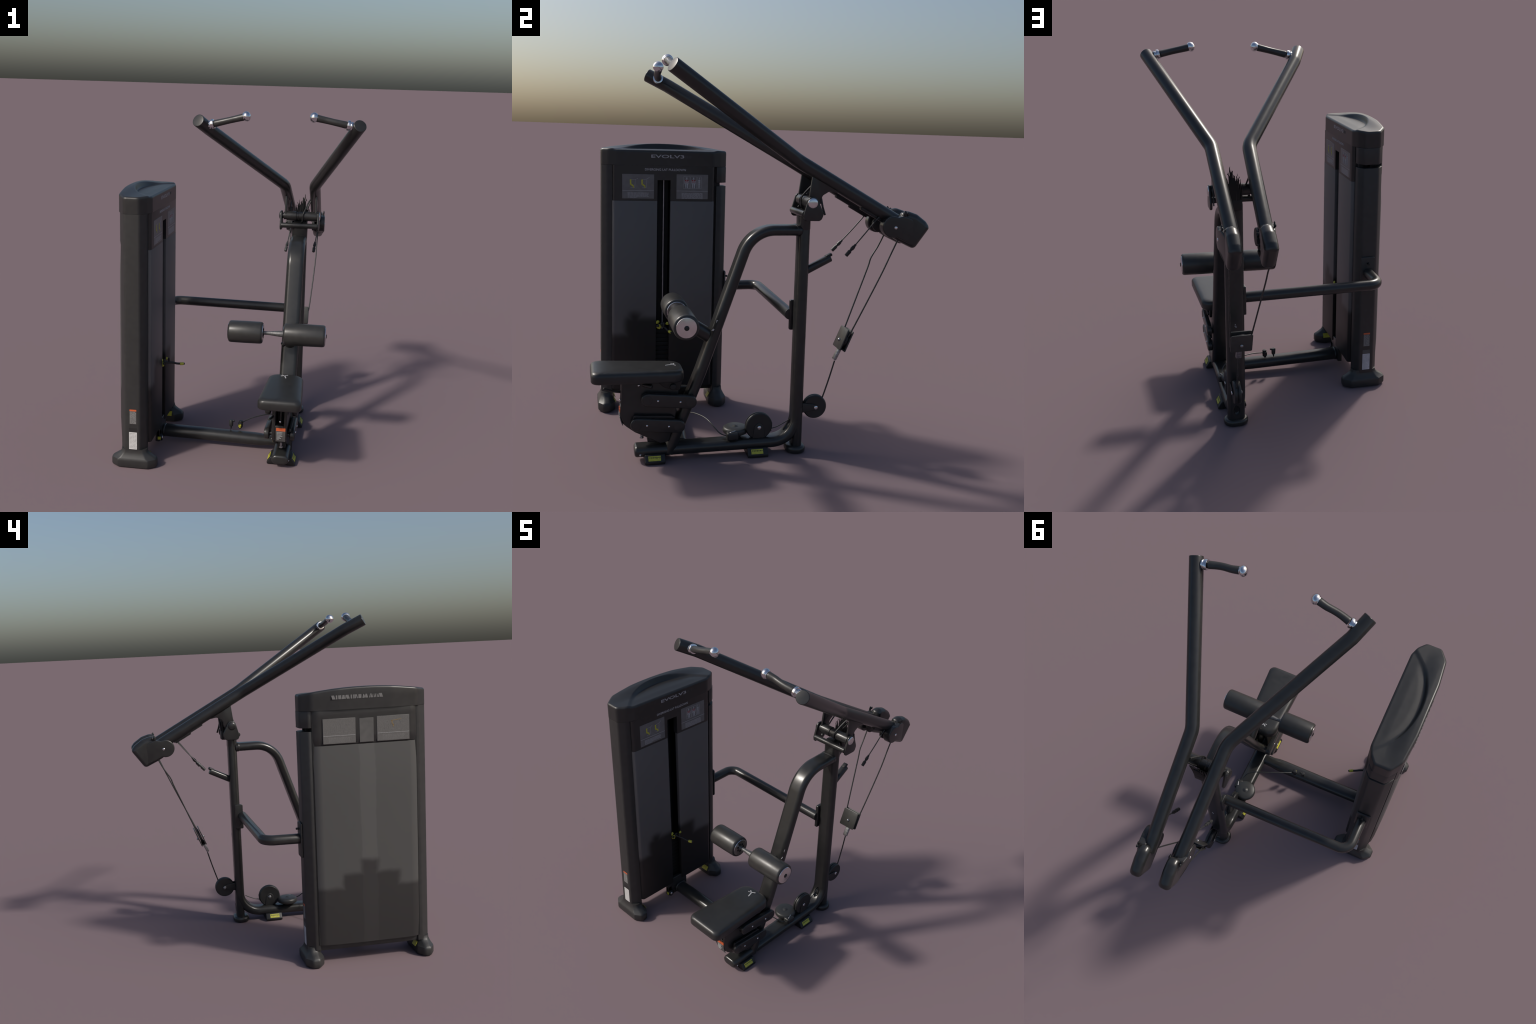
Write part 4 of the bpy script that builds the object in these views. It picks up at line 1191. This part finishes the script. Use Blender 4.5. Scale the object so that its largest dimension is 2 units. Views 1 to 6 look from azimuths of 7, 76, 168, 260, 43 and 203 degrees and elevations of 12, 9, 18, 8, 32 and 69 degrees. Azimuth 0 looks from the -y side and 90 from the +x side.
for k, (dy, dz) in enumerate(((0.066, 0.155), (0.062, 0.125))):
    bmk = bmesh.new(); bmesh.ops.create_icosphere(bmk, subdivisions=1, radius=0.010)
    for v in bmk.verts:
        v.co *= 1 + random.uniform(-0.3, 0.3); v.co.x *= 1.6; v.co += V((0.300, dy, dz))
    finish("frayed_liner", bmk, M_BLACK, w2)
cable([(0.300, 0.070, 0.127), (0.298, 0.100, 0.134), (0.294, 0.140, 0.152), (0.292, 0.165, 0.165)], 0.0025)
w3 = lathe("swivel_pulley", (0.2605, -0.115, 0.1020), (0, 0, 1), [(0.02, 0), (0.056, 0.0), (0.062, 0.003), (0.0655, 0.009), (0.0655, 0.022), (0.0625, 0.029), (0.056, 0.0335), (0.02, 0.0345)], M_PULL2, root, 44, 45)
lathe("pulley_boss", (0.2605, -0.115, 0.1360), (0, 0, 1), [(0.020, 0), (0.012, 0.002), (0.005, 0.006), (0.001, 0.0065)], M_PULL2, w3, 24, 60)
box("pulley_yoke", (0.298, -0.172, 0.088), (0.342, -0.112, 0.128), M_PULL, w3, 0.010, 4)
cyl("yoke_post", (0.275, -0.115, 0.085), (0.275, -0.115, 0.108), 0.028, M_PULL, w3, 0.002, 24)
sweep("yoke_clip", smooth_path([(0.322, -0.160, 0.118), (0.326, -0.150, 0.128), (0.318, -0.125, 0.132)], 4), circle(0.003, 10), M_STEEL, w3, cap=0.001)
cable([(0.318, -0.150, 0.109), (0.313, -0.180, 0.110), (0.306, -0.205, 0.121), (0.290, -0.226, 0.141), (0.250, -0.246, 0.160), (0.205, -0.262, 0.166), (0.160, -0.281, 0.166), (0.100, -0.311, 0.160), (0.050, -0.338, 0.146), (0.026, -0.356, 0.136)], 0.0032)
# loose plugs above the floor tube
pb = sweep("loose_plug", [(0.018, -0.365, 0.150), (0.017, -0.365, 0.138), (0.0165, -0.365, 0.136), (0.0145, -0.365, 0.112), (0.014, -0.365, 0.110), (0.0135, -0.365, 0.100)], circle(0.0150, 16), M_BLACK, root, cap=0.002, scale=[0.8, 0.85, 1.0, 0.95, 0.6, 0.5])
decals("plug_tag", [rect(0.006, 0.116, 0.013, 0.130), rect(0.016, 0.119, 0.021, 0.132), rect(0.010, 0.110, 0.018, 0.114)], FY, (0, -0.3800, 0), 0.0014, M_YELLOW, pb)
pa = sweep("loose_plug", [(-0.040, -0.371, 0.153), (-0.041, -0.371, 0.146), (-0.041, -0.371, 0.118), (-0.041, -0.371, 0.112), (-0.042, -0.371, 0.092)], circle(0.0135, 16), M_PULL2, root, cap=0.002, scale=[0.8, 1.0, 0.9, 0.5, 0.12])
cyl("plug_lever", (-0.040, -0.371, 0.147), (-0.019, -0.371, 0.148), 0.0055, M_BLACK, pa, 0.002, 14)

# ================================================================== peg behind the mast
peg = sweep("storage_peg", [(0.284, 0.228, 0.963), (0.276, 0.360, 1.028)], oval(0.044, 0.040, 0.018), M_FRAME, root, side=(1, 0, 0), cap=0.004)
sweep("peg_sleeve", [(0.2775, 0.335, 1.032), (0.2755, 0.366, 1.047)], oval(0.030, 0.016, 0.007), M_BLACK, peg, side=(1, 0, 0), cap=0.003)
# small scuffed mark on the rear of the mast
decals("mast_mark", stroke([(-0.2905, 0.604), (-0.2865, 0.598)], 0.003) + stroke([(-0.283, 0.592), (-0.2885, 0.588), (-0.2835, 0.583)], 0.003)
       + stroke([(-0.292, 0.590), (-0.290, 0.596)], 0.0025), BY, (0, 0.2371, 0), 0.0010, M_SCUFF, frame_tube)

for ob in bpy.data.objects:
    if "_w" in ob: del ob["_w"]
